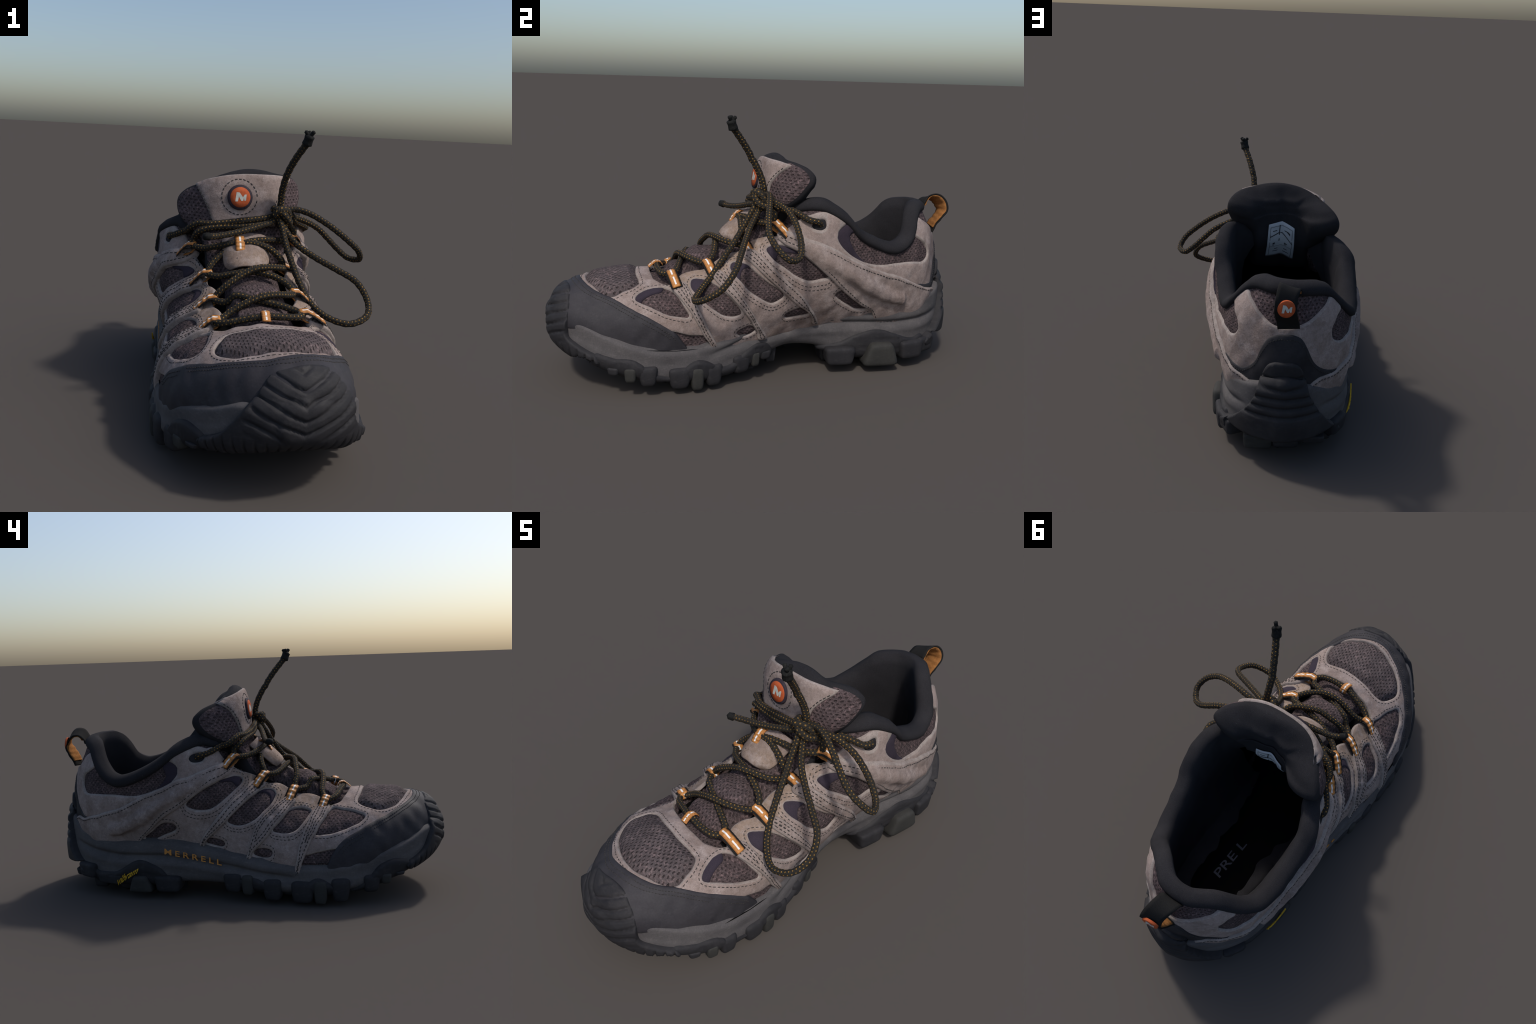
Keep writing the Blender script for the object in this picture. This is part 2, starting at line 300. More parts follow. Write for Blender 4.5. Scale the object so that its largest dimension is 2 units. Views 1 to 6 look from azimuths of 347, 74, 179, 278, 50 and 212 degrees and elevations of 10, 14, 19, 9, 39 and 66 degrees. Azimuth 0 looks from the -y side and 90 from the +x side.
def cloth(name,c0,c1,sc=420,rough=.95,speck=0):
    m,nt,b=nmat(name); g=G(nt)
    f=g.noise(sc,2,.6); big=g.noise(6,3)
    col=g.mix(g.ramp(f,[(.35,0.),(.65,1.)]),c0,c1)
    col=g.mix(1.0,col,g.ramp(big,[(.3,.85),(.7,1.12)]),'MULTIPLY')
    if speck:
        d=g.ramp(g.voro(34),[(.018,1.),(.03,0.)]); col=g.mix(g.math('MULTIPLY',d,speck),col,(.25,.25,.25))
    n=g.bump(f,.4,.002)
    return finish(m,nt,b,col,rough,n,.06)
M_LINING=cloth('lining_fabric',(.0180,.0172,.0192),(.029,.0280,.0305),speck=.5)
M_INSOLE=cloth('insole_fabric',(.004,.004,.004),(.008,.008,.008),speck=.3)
M_PURPLE=cloth('underlay_fabric',(.031,.0245,.034),(.045,.0365,.048))
M_STITCH=cloth('thread',(.028,.026,.026),(.060,.056,.053),300)
M_LOOPBACK=cloth('webbing_black',(.012,.012,.012),(.022,.021,.020))
M_LABEL=cloth('label_fabric',(.38,.40,.42),(.45,.47,.49))
M_INK=cloth('label_ink',(.03,.03,.035),(.05,.05,.055))
M_GREYINK=cloth('insole_print',(.11,.11,.13),(.15,.15,.17))
M_ORANGE_PRINT=cloth('orange_print',(.46,.20,.05),(.55,.25,.07))
M_YELLOW=cloth('yellow_print',(.60,.36,.03),(.72,.45,.05))
M_BADGE=cloth('badge_orange',(.36,.075,.028),(.43,.095,.034),60,.65)
M_BADGE_RIM=cloth('badge_rim',(.030,.024,.032),(.042,.034,.042),60,.55)
M_SILVER=cloth('badge_letter',(.42,.42,.38),(.52,.52,.47),60,.5)
M_TABORANGE=cloth('pull_tab_lining',(.23,.098,.032),(.30,.135,.045),120)

def webbing():
    m,nt,b=nmat('loop_webbing'); g=G(nt)
    uv=nt.nodes.new('ShaderNodeUVMap').outputs[0]; x,y,_=g.sep(uv)
    c=g.math('ABSOLUTE',g.math('SUBTRACT',x,.5))
    core=g.math('LESS_THAN',c,.10); edge=g.math('GREATER_THAN',c,.36)
    dash=g.math('GREATER_THAN',g.math('FRACT',g.math('MULTIPLY',y,4.0)),.22)
    rib=g.math('SINE',g.math('MULTIPLY',y,50.0)); 
    col=g.mix(g.ramp(rib,[(0.,0.),(1.,1.)]),(.40,.170,.044),(.46,.20,.054))
    col=g.mix(edge,col,(.33,.13,.034))
    col=g.mix(g.math('MULTIPLY',core,dash),col,(.72,.70,.68))
    n=g.bump(rib,.25,.003)
    return finish(m,nt,b,col,.6,n,.3)
M_WEB=webbing()

def lace():
    m,nt,b=nmat('lace_cord'); g=G(nt)
    uv=nt.nodes.new('ShaderNodeUVMap').outputs[0]; x,y,_=g.sep(uv)   # x round the cord, y = metres along
    # braided flecks: two interleaved columns of ochre ticks
    u=g.math('MULTIPLY',x,6.0); v=g.math('MULTIPLY',y,64.0)
    row=g.math('FLOOR',u); v2=g.math('ADD',v,g.math('MULTIPLY',row,.5))
    fu=g.math('ABSOLUTE',g.math('SUBTRACT',g.math('FRACT',u),.5)); fv=g.math('ABSOLUTE',g.math('SUBTRACT',g.math('FRACT',v2),.5))
    e=g.math('ADD',g.math('POWER',g.math('MULTIPLY',fu,3.0),2.0),g.math('POWER',g.math('MULTIPLY',fv,3.1),2.0))
    tick=g.ramp(e,[(.18,1.),(.50,0.)])
    odd=g.math('GREATER_THAN',g.math('FRACT',g.math('MULTIPLY',row,.5)),-.1)
    tick=g.math('MULTIPLY',tick,g.ramp(g.noise(14,2),[(.30,.35),(.60,1.)]))
    br=g.math('SINE',g.math('ADD',g.math('MULTIPLY',v,12.566),g.math('MULTIPLY',u,6.283)))
    f=g.noise(500,2)
    base=g.mix(f,(.0125,.0112,.0092),(.030,.0262,.0208))
    col=g.mix(tick,base,(.265,.145,.034))
    n=g.bump(br,.35,.004); n=g.bump(f,.4,.002,n)
    return finish(m,nt,b,col,.85,n,.2)
M_LACE=lace()
M_LACE_END=cloth('lace_tip',(.010,.010,.010),(.020,.020,.019),200,.7)

# ================================================================ scene graph
ROOT=bpy.data.objects.new('hiking_shoe',None); bpy.context.scene.collection.objects.link(ROOT)
ROOT['label']='grey suede hiking shoe with knit panels, rubber toe and black laces'; ROOT['category']='shoe'
def add(name,verts,faces,mat,parent=None,smooth=True,uvs=None,angle=None):
    me=bpy.data.meshes.new(name); me.from_pydata([tuple(map(float,v)) for v in verts],[],[tuple(map(int,f)) for f in faces]); me.validate(); me.update()
    if smooth: me.polygons.foreach_set('use_smooth',[True]*len(me.polygons))
    if uvs is not None:
        l=me.uv_layers.new(name='UVMap'); li=np.zeros(len(me.loops),int); me.loops.foreach_get('vertex_index',li); l.data.foreach_set('uv',np.asarray(uvs,float)[li].ravel())
    if angle: me.set_sharp_from_angle(angle=angle)
    me.materials.append(mat); o=bpy.data.objects.new(name,me); bpy.context.scene.collection.objects.link(o); o.parent=parent or ROOT
    return o

# ================================================================ outlines
def chart_path(lat,*groups):
    return np.concatenate([lat.find(v,p) for v,p in groups])
def catmull(P,closed=True,step=.008,corners=()):
    P=np.asarray(P,float); n=len(P); out=[]
    rng=range(n if closed else n-1)
    for i in rng:
        p0,p1,p2,p3=(P[(i-1)%n],P[i],P[(i+1)%n],P[(i+2)%n]) if closed else (P[max(i-1,0)],P[i],P[i+1],P[min(i+2,n-1)])
        L=np.linalg.norm(p2-p1); k=max(1,int(round(L/step)))
        d0,d1,d2=[max(np.linalg.norm(q),1e-6)**.5 for q in (p1-p0,p2-p1,p3-p2)]
        m1=(p2-p1)/d1*1.0; 
        t1=d1*((p1-p0)/d0-(p2-p0)/(d0+d1)+(p2-p1)/d1) if np.linalg.norm(p1-p0)>1e-9 else p2-p1
        t2=d1*((p2-p1)/d1-(p3-p1)/(d1+d2)+(p3-p2)/d2) if np.linalg.norm(p3-p2)>1e-9 else p2-p1
        if i in corners: t1=p2-p1
        if (i+1)%n in corners: t2=p2-p1
        for j in range(k):
            t=j/k; out.append((2*t**3-3*t*t+1)*p1+(t**3-2*t*t+t)*t1+(-2*t**3+3*t*t)*p2+(t**3-t*t)*t2)
    if not closed: out.append(P[-1])
    return np.array(out)
def inside(poly,pts):
    x,y=pts[:,0],pts[:,1]; c=np.zeros(len(pts),bool); a=poly; b=np.roll(poly,-1,0)
    for (x0,y0),(x1,y1) in zip(a,b):
        if y0==y1: continue
        k=((y0>y)!=(y1>y))&(x<(x1-x0)*(y-y0)/(y1-y0)+x0); c^=k
    return c
def seg_dist(poly,pts,closed=True):
    a=poly if closed else poly[:-1]; b=np.roll(poly,-1,0) if closed else poly[1:]; d=np.full(len(pts),9.)
    ab=b-a; L=(ab**2).sum(1)+1e-15
    for k in range(0,len(pts),2000):
        p=pts[k:k+2000,None]; t=np.clip(((p-a)*ab).sum(-1)/L,0,1); d[k:k+2000]=np.sqrt((((a+ab*t[...,None])-p)**2).sum(-1).min(1))
    return d
def orient(poly):
    s=(poly[:,0]*np.roll(poly[:,1],-1)-np.roll(poly[:,0],-1)*poly[:,1]).sum()
    return poly if s>0 else poly[::-1]
def offset(poly,d,closed=True):
    """move a path sideways; positive = inwards for a closed outline"""
    if closed: poly=orient(poly); t=np.roll(poly,-1,0)-np.roll(poly,1,0)
    else: t=np.gradient(poly,axis=0)
    t/=np.linalg.norm(t,axis=1,keepdims=True)+1e-12
    q=poly+np.stack([-t[:,1],t[:,0]],1)*d
    if closed:
        keep=seg_dist(poly,q)>abs(d)*.93; q=q[keep]
    return q

def panel(name,lat,outline,mat,h=.010,holes=(),edge=.007,res=.011,sink=-.004,hfun=None,parent=None,base=0.0,rim=None):
    """a sheet wrapped on the form: its rim rounds down into the layer below"""
    outline=orient(np.asarray(outline)); loops=[outline]+[orient(np.asarray(q)) for q in holes]
    lo,hi=outline.min(0)-res,outline.max(0)+res
    gx,gy=np.meshgrid(np.arange(lo[0],hi[0],res),np.arange(lo[1],hi[1],res*.866),indexing='ij'); gx=gx+(np.arange(gx.shape[1])%2)*res*.5
    pts=np.stack([gx.ravel(),gy.ravel()],1)
    def inn(p):
        k=inside(outline,p)
        for q in loops[1:]: k&=~inside(q,p)
        return k
    def dmin(p): return np.min([seg_dist(l,p) for l in loops],axis=0)
    pts=pts[inn(pts)]; 
    if len(pts): pts=pts[dmin(pts)>edge+res*.45]
    rings=[]
    for l in loops:
        s=1 if l is loops[0] else -1
        for f in (.35,1.0):
            t=np.roll(l,-1,0)-np.roll(l,1,0); t/=np.linalg.norm(t,axis=1,keepdims=True)+1e-12
            q=l+np.stack([-t[:,1],t[:,0]],1)*edge*f*s; q=q[inn(q)]
            if len(q): q=q[dmin(q)>edge*f*.9]; rings.append(q)
    V=np.concatenate(loops+rings+[pts]); E=[]; k=0
    for l in loops: E+= [(k+i,k+(i+1)%len(l)) for i in range(len(l))]; k+=len(l)
    r=delaunay_2d_cdt([Vector(v) for v in V],E,[],0,1e-6)
    W=np.array([tuple(v) for v in r[0]]); F=np.array([f for f in r[2] if len(f)==3])
    cen=W[F].mean(1); F=F[inn(cen)]
    # keep one winding
    ar=np.cross(W[F[:,1]]-W[F[:,0]],W[F[:,2]]-W[F[:,0]]); F[ar>0]=F[ar>0][:,::-1]
    if lat.__class__.__name__=='TongueForm': F=F[:,::-1]
    d=dmin(W); u=np.clip(d/edge,0,1); prof=np.sqrt(np.clip(1-(1-u)**2,0,1))
    H=sink+(h-sink)*prof
    if np.ndim(base) or base: H=H+base*prof
    P=lat.at(W[:,0],W[:,1])
    if hfun is not None: H=H+hfun(W,P,d)*np.clip(d/edge,0,1)
    P=P+lat.normal(W[:,0],W[:,1])*H[:,None]
    used=np.unique(F); remap=-np.ones(len(W),int); remap[used]=np.arange(len(used))
    o=add(name,P[used],remap[F],mat,parent)
    if rim is not None:
        o.data.materials.append(rim); fd=d[F].max(1); o.data.polygons.foreach_set('material_index',(fd<edge*1.04).astype(np.int32)); o.data.update()
    return o

STITCHES=[]
def stitch(lat,path,h,spacing=.0180,length=.0135,width=.0050,closed=True,mask=None):
    path=np.asarray(path); q=np.vstack([path,path[:1]]) if closed else path
    P=lat.at(q[:,0],q[:,1]); s=np.r_[0,np.cumsum(np.linalg.norm(np.diff(P,axis=0),axis=1))]
    n=int(s[-1]/spacing)
    for i in range(n):
        a0=(i+.2)*spacing; a1=a0+length*(.9+.2*RNG.rand())
        ab=[np.array([np.interp(v,s,q[:,k]) for k in (0,1)]) for v in (a0,(a0+a1)/2,a1)]
        if mask is not None and not mask(ab[1]): continue
        STITCHES.append((lat,ab,h,width))
def build_stitches():
    V=[];F=[]
    for lat,ab,h,w in STITCHES:
        ab=np.array(ab); p=lat.at(ab[:,0],ab[:,1],h); n=lat.normal(ab[1,0],ab[1,1]); t=p[2]-p[0]; L=np.linalg.norm(t)
        if L>.03 or L<.003: continue
        t/=L; s=np.cross(n,t); k=len(V)
        a,b=p[0]+t*L*.16,p[2]-t*L*.16; u=n*.0016; lo=n*.0015; ww=s*w/2
        V+=[p[0]-lo,a+ww-lo,a-ww-lo,b+ww-lo,b-ww-lo,p[2]-lo,a+ww*.5+u,a-ww*.5+u,b+ww*.5+u,b-ww*.5+u]
        F+=[(k,k+1,k+6),(k,k+6,k+7),(k,k+7,k+2),(k+1,k+3,k+8,k+6),(k+2,k+7,k+9,k+4),(k+6,k+8,k+9,k+7),(k+5,k+8,k+3),(k+5,k+9,k+8),(k+5,k+4,k+9)]
    o=add('stitching',V,F,M_STITCH); o['kind']='stuff'

# ---------------------------------------------------------------- panel drawings
# side elevations are (y, z), plan (x, y), rear elevation (x, z)
R='right'; L='left'; Tp='top'; Bk='back'
WINDOWS={
 'toe':[(Tp,[(.135,-.67),(.14,-.712),(.115,-.755),(.06,-.790),(.0,-.815),(-.07,-.815),(-.134,-.795),(-.18,-.775),(-.225,-.745),(-.262,-.70),(-.277,-.66),(-.267,-.618),(-.238,-.578),(-.205,-.573),(-.15,-.585),(-.08,-.595),(0,-.601),(.055,-.596),(.098,-.598),(.12,-.625)])],
 'toe_side_r':[(R,[(-.617,.42),(-.61,.43),(-.584,.442),(-.541,.449),(-.511,.45),(-.479,.448),(-.446,.435),(-.415,.39),(-.397,.352),(-.442,.354),(-.482,.359),(-.522,.375),(-.561,.395),(-.596,.408)])],
 'win2_r':[(R,[(-.371,.462),(-.359,.483),(-.333,.489),(-.289,.482),(-.226,.436),(-.168,.37),(-.162,.352),(-.194,.340),(-.239,.347),(-.283,.376),(-.316,.402),(-.351,.436)])],
 'win3_r':[(R,[(-.192,.54),(-.181,.555),(-.152,.558),(-.12,.552),(-.09,.526),(-.041,.484),(.031,.433),(.036,.419),(.013,.401),(-.023,.391),(-.069,.415),(-.121,.451),(-.153,.488),(-.183,.519)])],
 'win4_r':[(R,[(-.029,.622),(-.022,.604),(.0,.579),(.041,.551),(.088,.516),(.126,.497),(.161,.492),(.2,.498),(.24,.51),(.202,.552),(.134,.599),(.08,.628),(.034,.642),(-.003,.638)])],
 'win5_r':[(R,[(.287,.411),(.293,.422),(.334,.436),(.372,.413),(.431,.362),(.47,.325),(.412,.326),(.355,.356),(.306,.39)])],
 'win3b_r':[(R,[(.049,.321),(.059,.332),(.107,.354),(.133,.355),(.175,.322),(.112,.309),(.057,.308)])],
 'win2b_r':[(R,[(-.177,.255),(-.164,.269),(-.118,.285),(-.085,.262),(-.115,.240),(-.161,.240)])],
 'toe_side_l':[(L,[(-.43,.415),(-.458,.43),(-.495,.426),(-.541,.422),(-.577,.414),(-.604,.405),(-.6,.394),(-.573,.376),(-.523,.357),(-.47,.342),(-.416,.334),(-.37,.334),(-.40,.38)])],
 'win2_l':[(L,[(-.345,.424),(-.336,.411),(-.306,.378),(-.275,.351),(-.244,.342),(-.199,.342),(-.170,.351),(-.181,.371),(-.215,.401),(-.239,.43),(-.27,.438),(-.307,.436)])],
 'win3_l':[(L,[(-.168,.504),(-.164,.487),(-.149,.462),(-.12,.437),(-.09,.409),(-.047,.384),(-.006,.374),(.031,.379),(.052,.393),(.043,.409),(-.002,.453),(-.044,.492),(-.102,.521),(-.13,.523),(-.155,.518)])],
 'win4_l':[(L,[(-.005,.582),(-.004,.566),(.023,.54),(.065,.504),(.111,.469),(.144,.456),(.186,.453),(.223,.46),(.250,.477),(.236,.498),(.179,.543),(.113,.575),(.07,.591),(.028,.595)])],
 'win5_l':[(L,[(.312,.365),(.318,.378),(.364,.386),(.39,.375),(.436,.337),(.478,.303),(.436,.298),(.382,.319),(.316,.352)])],
 'win3b_l':[(L,[(.170,.287),(.152,.305),(.109,.304),(.077,.291),(.073,.274),(.086,.266),(.121,.272)])],
 'win2b_l':[(L,[(-.076,.238),(-.089,.261),(-.112,.267),(-.149,.264),(-.167,.253),(-.162,.235),(-.143,.224),(-.106,.226)])],
}
HOLE={k:catmull(chart_path(UP,*v),step=.007) for k,v in WINDOWS.items()}
EYELETS={'r':catmull(UP.find(R,[(.156,.739),(.176,.760),(.199,.766),(.217,.758),(.219,.743),(.206,.731),(.19,.727),(.169,.731)]),step=.006),
         'l':catmull(UP.find(L,[(.232,.699),(.225,.711),(.21,.718),(.178,.720),(.160,.707),(.17,.691),(.193,.684),(.223,.688)]),step=.006)}
QUARTER=[(R,[(-.29,.15),(-.315,.27),(-.345,.34),(-.385,.41),(-.42,.452)]),
 (Tp,[(.105,-.43),(.075,-.40),(.078,-.35),(.105,-.30),(.085,-.25),(.085,-.18),(.105,-.12),(.088,-.07),(.115,-.02),(.155,.01),(.182,.06)]),
 (R,[(.10,.755),(.125,.776),(.154,.79),(.19,.802),(.225,.804),(.266,.796),(.295,.776),(.316,.757),(.338,.748),(.327,.744),(.293,.726),(.277,.708),(.274,.689),(.286,.662),(.319,.626),(.374,.587),(.44,.557),(.514,.544),(.574,.544),(.64,.543),(.723,.536),(.756,.532),(.786,.545),(.797,.571),(.786,.594),(.743,.634),(.703,.664),(.706,.70)]),
 (R,[(.722,.722)]),(Bk,[(.088,.736),(.079,.716),(.062,.698),(.036,.669),(.011,.649),(-.022,.633),(-.065,.627),(-.12,.635),(-.161,.647),(-.194,.667),(-.224,.691),(-.238,.708),(-.248,.722)]),
 (L,[(.757,.715),(.742,.69),(.735,.654),(.787,.62),(.811,.588),(.813,.553),(.797,.529),(.766,.522),(.689,.525),(.588,.524),(.507,.523),(.42,.546),(.325,.589),(.308,.606),(.289,.634),(.288,.657),(.307,.677),(.337,.694),(.338,.703),(.307,.723),(.279,.739),(.248,.753),(.217,.759),(.185,.755),(.155,.745)]),
 (Tp,[(-.305,.124),(-.289,.089),(-.255,.02),(-.240,-.02),(-.225,-.07),(-.232,-.125),(-.208,-.19),(-.226,-.27),(-.209,-.35),(-.222,-.405)]),
 (L,[(-.405,.43),(-.37,.40),(-.34,.36),(-.325,.30),(-.31,.25),(-.295,.14),(0,.15),(.3,.18),(.6,.20),(.8,.22)]),(Bk,[(-.07,.25)]),
 (R,[(.8,.22),(.6,.22),(.3,.2),(0,.18),(-.2,.15)])]
VAMP=[(R,[(-.310,.262),(-.33,.31),(-.36,.37),(-.40,.435),(-.43,.462)]),(Tp,[(.105,-.485),(.067,-.52),(.006,-.527),(-.07,-.528),(-.13,-.515),(-.182,-.501),(-.235,-.470)]),
 (L,[(-.41,.435),(-.375,.40),(-.345,.35),(-.33,.30),(-.318,.243),(-.38,.253),(-.447,.266),(-.50,.27),(-.60,.32),(-.70,.36),(-.8,.39)]),(Tp,[(-.05,-.895)]),
 (R,[(-.8,.40),(-.70,.37),(-.6,.335),(-.505,.295),(-.452,.285),(-.398,.268)])]
CAP=[(R,[(-.399,.195),(-.423,.238),(-.456,.285),(-.512,.323),(-.583,.362),(-.66,.398)]),(Tp,[(.138,-.720),(.110,-.762),(.070,-.798),(.015,-.824),(-.050,-.838),(-.105,-.834),(-.155,-.812),(-.205,-.780),(-.252,-.740),(-.297,-.692)]),
 (L,[(-.627,.375),(-.559,.342),(-.514,.319),(-.479,.289),(-.461,.264),(-.443,.233),(-.424,.165),(-.50,.160),(-.6,.183),(-.75,.230),(-.87,.28)]),('front',[(-.10,.27),(-.03,.265),(.05,.27)]),(R,[(-.87,.295),(-.75,.240),(-.6,.182),(-.46,.158)])]
STRAPS={
 's1_r':(R,[(-.46,.459),(-.446,.468),(-.414,.473),(-.391,.467),(-.373,.44),(-.36,.408),(-.338,.36),(-.304,.287),(-.268,.215),(-.255,.17),(-.295,.17),(-.306,.219),(-.329,.252),(-.36,.314),(-.396,.375),(-.432,.422),(-.455,.446)]),
 's2_r':(R,[(-.282,.506),(-.269,.523),(-.24,.527),(-.214,.51),(-.181,.464),(-.149,.418),(-.118,.372),(-.062,.279),(-.03,.21),(-.07,.21),(-.083,.25),(-.13,.326),(-.185,.397),(-.234,.452),(-.268,.486)]),
 's3_r':(R,[(-.132,.584),(-.116,.603),(-.088,.611),(-.062,.600),(-.018,.562),(.035,.51),(.101,.447),(.148,.395),(.203,.317),(.23,.26),(.20,.26),(.175,.316),(.095,.378),(.013,.454),(-.058,.514),(-.11,.563)]),
 's4_r':(R,[(.018,.673),(.031,.692),(.057,.708),(.085,.709),(.124,.694),(.18,.677),(.252,.646),(.329,.602),(.395,.565),(.457,.536),(.57,.497),(.698,.44),(.787,.398),(.86,.37),(.885,.36),(.874,.303),(.80,.26),(.65,.25),(.53,.25),(.486,.312),(.415,.353),(.321,.429),(.238,.505),(.163,.571),(.105,.617),(.039,.649),(.02,.664)]),
 's1_l':(L,[(-.434,.434),(-.427,.444),(-.416,.448),(-.393,.445),(-.375,.439),(-.357,.424),(-.333,.385),(-.316,.355),(-.303,.318),(-.29,.263),(-.272,.17),(-.262,.14),(-.30,.14),(-.307,.198),(-.331,.25),(-.353,.302),(-.375,.334),(-.397,.373),(-.423,.405)]),
 's2_l':(L,[(-.272,.466),(-.258,.478),(-.23,.486),(-.212,.482),(-.196,.47),(-.151,.438),(-.108,.4),(-.077,.357),(-.062,.302),(-.046,.241),(-.03,.17),(-.06,.17),(-.07,.237),(-.089,.261),(-.117,.289),(-.145,.32),(-.167,.351),(-.211,.398),(-.239,.43),(-.268,.458)]),
 's3_l':(L,[(-.118,.541),(-.106,.558),(-.078,.567),(-.055,.566),(-.039,.553),(-.012,.528),(.038,.486),(.089,.437),(.134,.38),(.175,.327),(.205,.27),(.22,.22),(.18,.22),(.163,.29),(.137,.318),(.097,.357),(.048,.404),(-.002,.453),(-.044,.488),(-.09,.518)]),
 's4_l':(L,[(.036,.642),(.044,.659),(.064,.670),(.086,.672),(.111,.666),(.148,.653),(.186,.64),(.235,.621),(.299,.602),(.356,.573),(.42,.546),(.479,.522),(.541,.488),(.6,.459),(.661,.443),(.732,.419),(.814,.391),(.885,.375),(.90,.34),(.876,.28),(.787,.24),(.54,.23),(.50,.285),(.484,.308),(.421,.367),(.361,.418),(.292,.463),(.235,.5),(.184,.537),(.127,.571),(.085,.591),(.053,.61)]),
}
RIBS={'s4_r':(R,[(.106,.660),(.234,.580),(.352,.513),(.457,.446),(.56,.392),(.63,.372)]),'s4_l':(L,[(.13,.616),(.247,.553),(.36,.490),(.46,.432),(.56,.375),(.64,.350)])}
COLLAR=[(R,[(.06,.755),(.104,.797),(.161,.821),(.222,.818),(.283,.784),(.333,.75),(.378,.699),(.429,.662),(.494,.631),(.553,.608),(.62,.604),(.668,.63),(.696,.664),(.713,.70),(.730,.735)]),
 (Bk,[(.06,.762),(.0,.764),(-.075,.762),(-.134,.758),(-.2,.748),(-.24,.738)]),
 (L,[(.75,.717),(.729,.679),(.706,.646),(.67,.612),(.644,.594),(.609,.583),(.555,.589),(.496,.61),(.419,.648),(.347,.695),(.29,.735),(.248,.755),(.18,.775),(.12,.755),(.06,.72)])]
COLLAR_AB=catmull(chart_path(UP,*COLLAR),closed=False,step=.012)
for _ in range(2): COLLAR_AB[1:-1]=(COLLAR_AB[:-2]+2*COLLAR_AB[1:-1]+COLLAR_AB[2:])/4

# ================================================================ upper: knit shell
def puff(W):
    """cushioning of the knit inside each window and of the tongue pads"""
    H=np.zeros(len(W))
    for k,p in HOLE.items():
        ins=inside(p,W); 
        if not ins.any(): continue
        d=seg_dist(p,W[ins]); top=.020 if k=='toe' else .007; w=.045 if k=='toe' else .03
        H[ins]=top*np.sin(np.clip(d/w,0,1)*math.pi/2)
    return H
def tongue_height(P):
    y=P[:,1]; x=P[:,0]+.065
    ridge=np.interp(y,[-.56,-.50,-.475,-.43,-.39,-.375,-.345,-.30,-.26,-.235,-.20,-.16,-.10,-.04,.02],[-.012,-.004,.008,.020,.014,.006,.038,.045,.026,.008,.012,.016,.022,.03,.03])
    across=np.clip(1-(np.abs(x)/.15)**3,0,1)
    return ridge*across-(.010+np.where(x<0,.038,.026)*np.clip((np.abs(x)-.085)/.05,0,1))*np.clip((y+.54)/.08,0,1)
def knit_shell():
    sub=np.hypot(np.where(AA<SPINE_Y0,AA-SPINE_Y0,np.where(AA>SPINE_Y1,AA-SPINE_Y1,0)),BB)
    W=np.stack([AA.ravel(),BB.ravel()],1); ok=(sub.ravel()<.56)
    ring=np.vstack([COLLAR_AB,UP.find(Tp,[(-.22,-.01),(-.07,-.035),(.10,-.01)])]); hole=offset(ring,.012)
    ok&=~inside(hole,W)
    throat=catmull(chart_path(UP,(Tp,[(.11,-.47),(.067,-.52),(-.07,-.535),(-.2,-.50),(-.25,-.44),(-.25,-.25),(-.25,-.1),(-.29,.02),(-.29,.06),(-.05,.05),(.15,.05),(.17,.0),(.14,-.1),(.13,-.25),(.125,-.4)])),step=.02)
    P=UP.P.reshape(-1,3); N=UP.N.reshape(-1,3)
    H=puff(W); inT=inside(throat,W); H=H+np.where(inT,tongue_height(P),0)
    P=P+N*H[:,None]
    ok=ok.reshape(AA.shape); toe=inside(offset(HOLE['toe'],-.012),W).reshape(AA.shape); th=inT.reshape(AA.shape)
    q=ok[:-1,:-1]&ok[1:,:-1]&ok[:-1,1:]&ok[1:,1:]
    idx=np.arange(AA.size).reshape(AA.shape)
    def emit(name,mask,mat):
        i,j=np.nonzero(mask); F=np.stack([idx[i,j],idx[i,j+1],idx[i+1,j+1],idx[i+1,j]],1)
        u=np.unique(F); r=-np.ones(AA.size,int); r[u]=np.arange(len(u)); add(name,P[u],r[F],mat)
    t=toe[:-1,:-1]; h=th[:-1,:-1]; hl=((AA>.70)&(np.abs(UP.P[...,0]+.072)<.150))[:-1,:-1]
    emit('knit_shell',q&~t&~h&~hl,M_MESH); emit('heel_mesh',q&hl,M_LOBEMESH); emit('toe_mesh',q&t,M_TOEMESH); emit('tongue_instep',q&h&~t,M_TONGUEMESH)
knit_shell()

# ================================================================ upper: suede, straps, toe cap
OUTL={'quarter':catmull(chart_path(UP,*QUARTER),step=.009),'vamp':catmull(chart_path(UP,*VAMP),step=.009),'cap':catmull(chart_path(UP,*CAP),step=.009)}
RING=np.vstack([COLLAR_AB,UP.find(Tp,[(-.22,-.01),(-.07,-.035),(.10,-.01)])])
def outside_opening(o):
    k=inside(offset(RING,.004),o)&(o[:,0]>.1); o=o.copy()
    if k.any():
        o[k]=COLLAR_AB[np.argmin(((o[k][:,None]-COLLAR_AB[None])**2).sum(-1),1)]
    keep=np.r_[True,np.linalg.norm(np.diff(o,axis=0),axis=1)>1e-4]; return o[keep]
OUTL['quarter']=outside_opening(OUTL['quarter'])
qh=[HOLE[k] for k in ('win2_r','win3_r','win4_r','win5_r','win3b_r','win2b_r','win2_l','win3_l','win4_l','win5_l','win3b_l','win2b_l')]+list(EYELETS.values())
qpoly=offset(HOLE['win4_r'],.01)
panel('suede_quarter',UP,OUTL['quarter'],M_SUEDE,h=.010,holes=qh,edge=.0065,rim=M_RIM)
for e in EYELETS.values(): panel('eyelet_dark_disc',UP,offset(e,-.006),M_LINING,h=.003,edge=.004,res=.008)  # dark disc added under each eyelet cut-out, standing in for the hole's darkness
panel('suede_vamp',UP,OUTL['vamp'],M_SUEDE,h=.010,holes=[HOLE['toe'],HOLE['toe_side_r'],HOLE['toe_side_l']],edge=.007,rim=M_RIM)
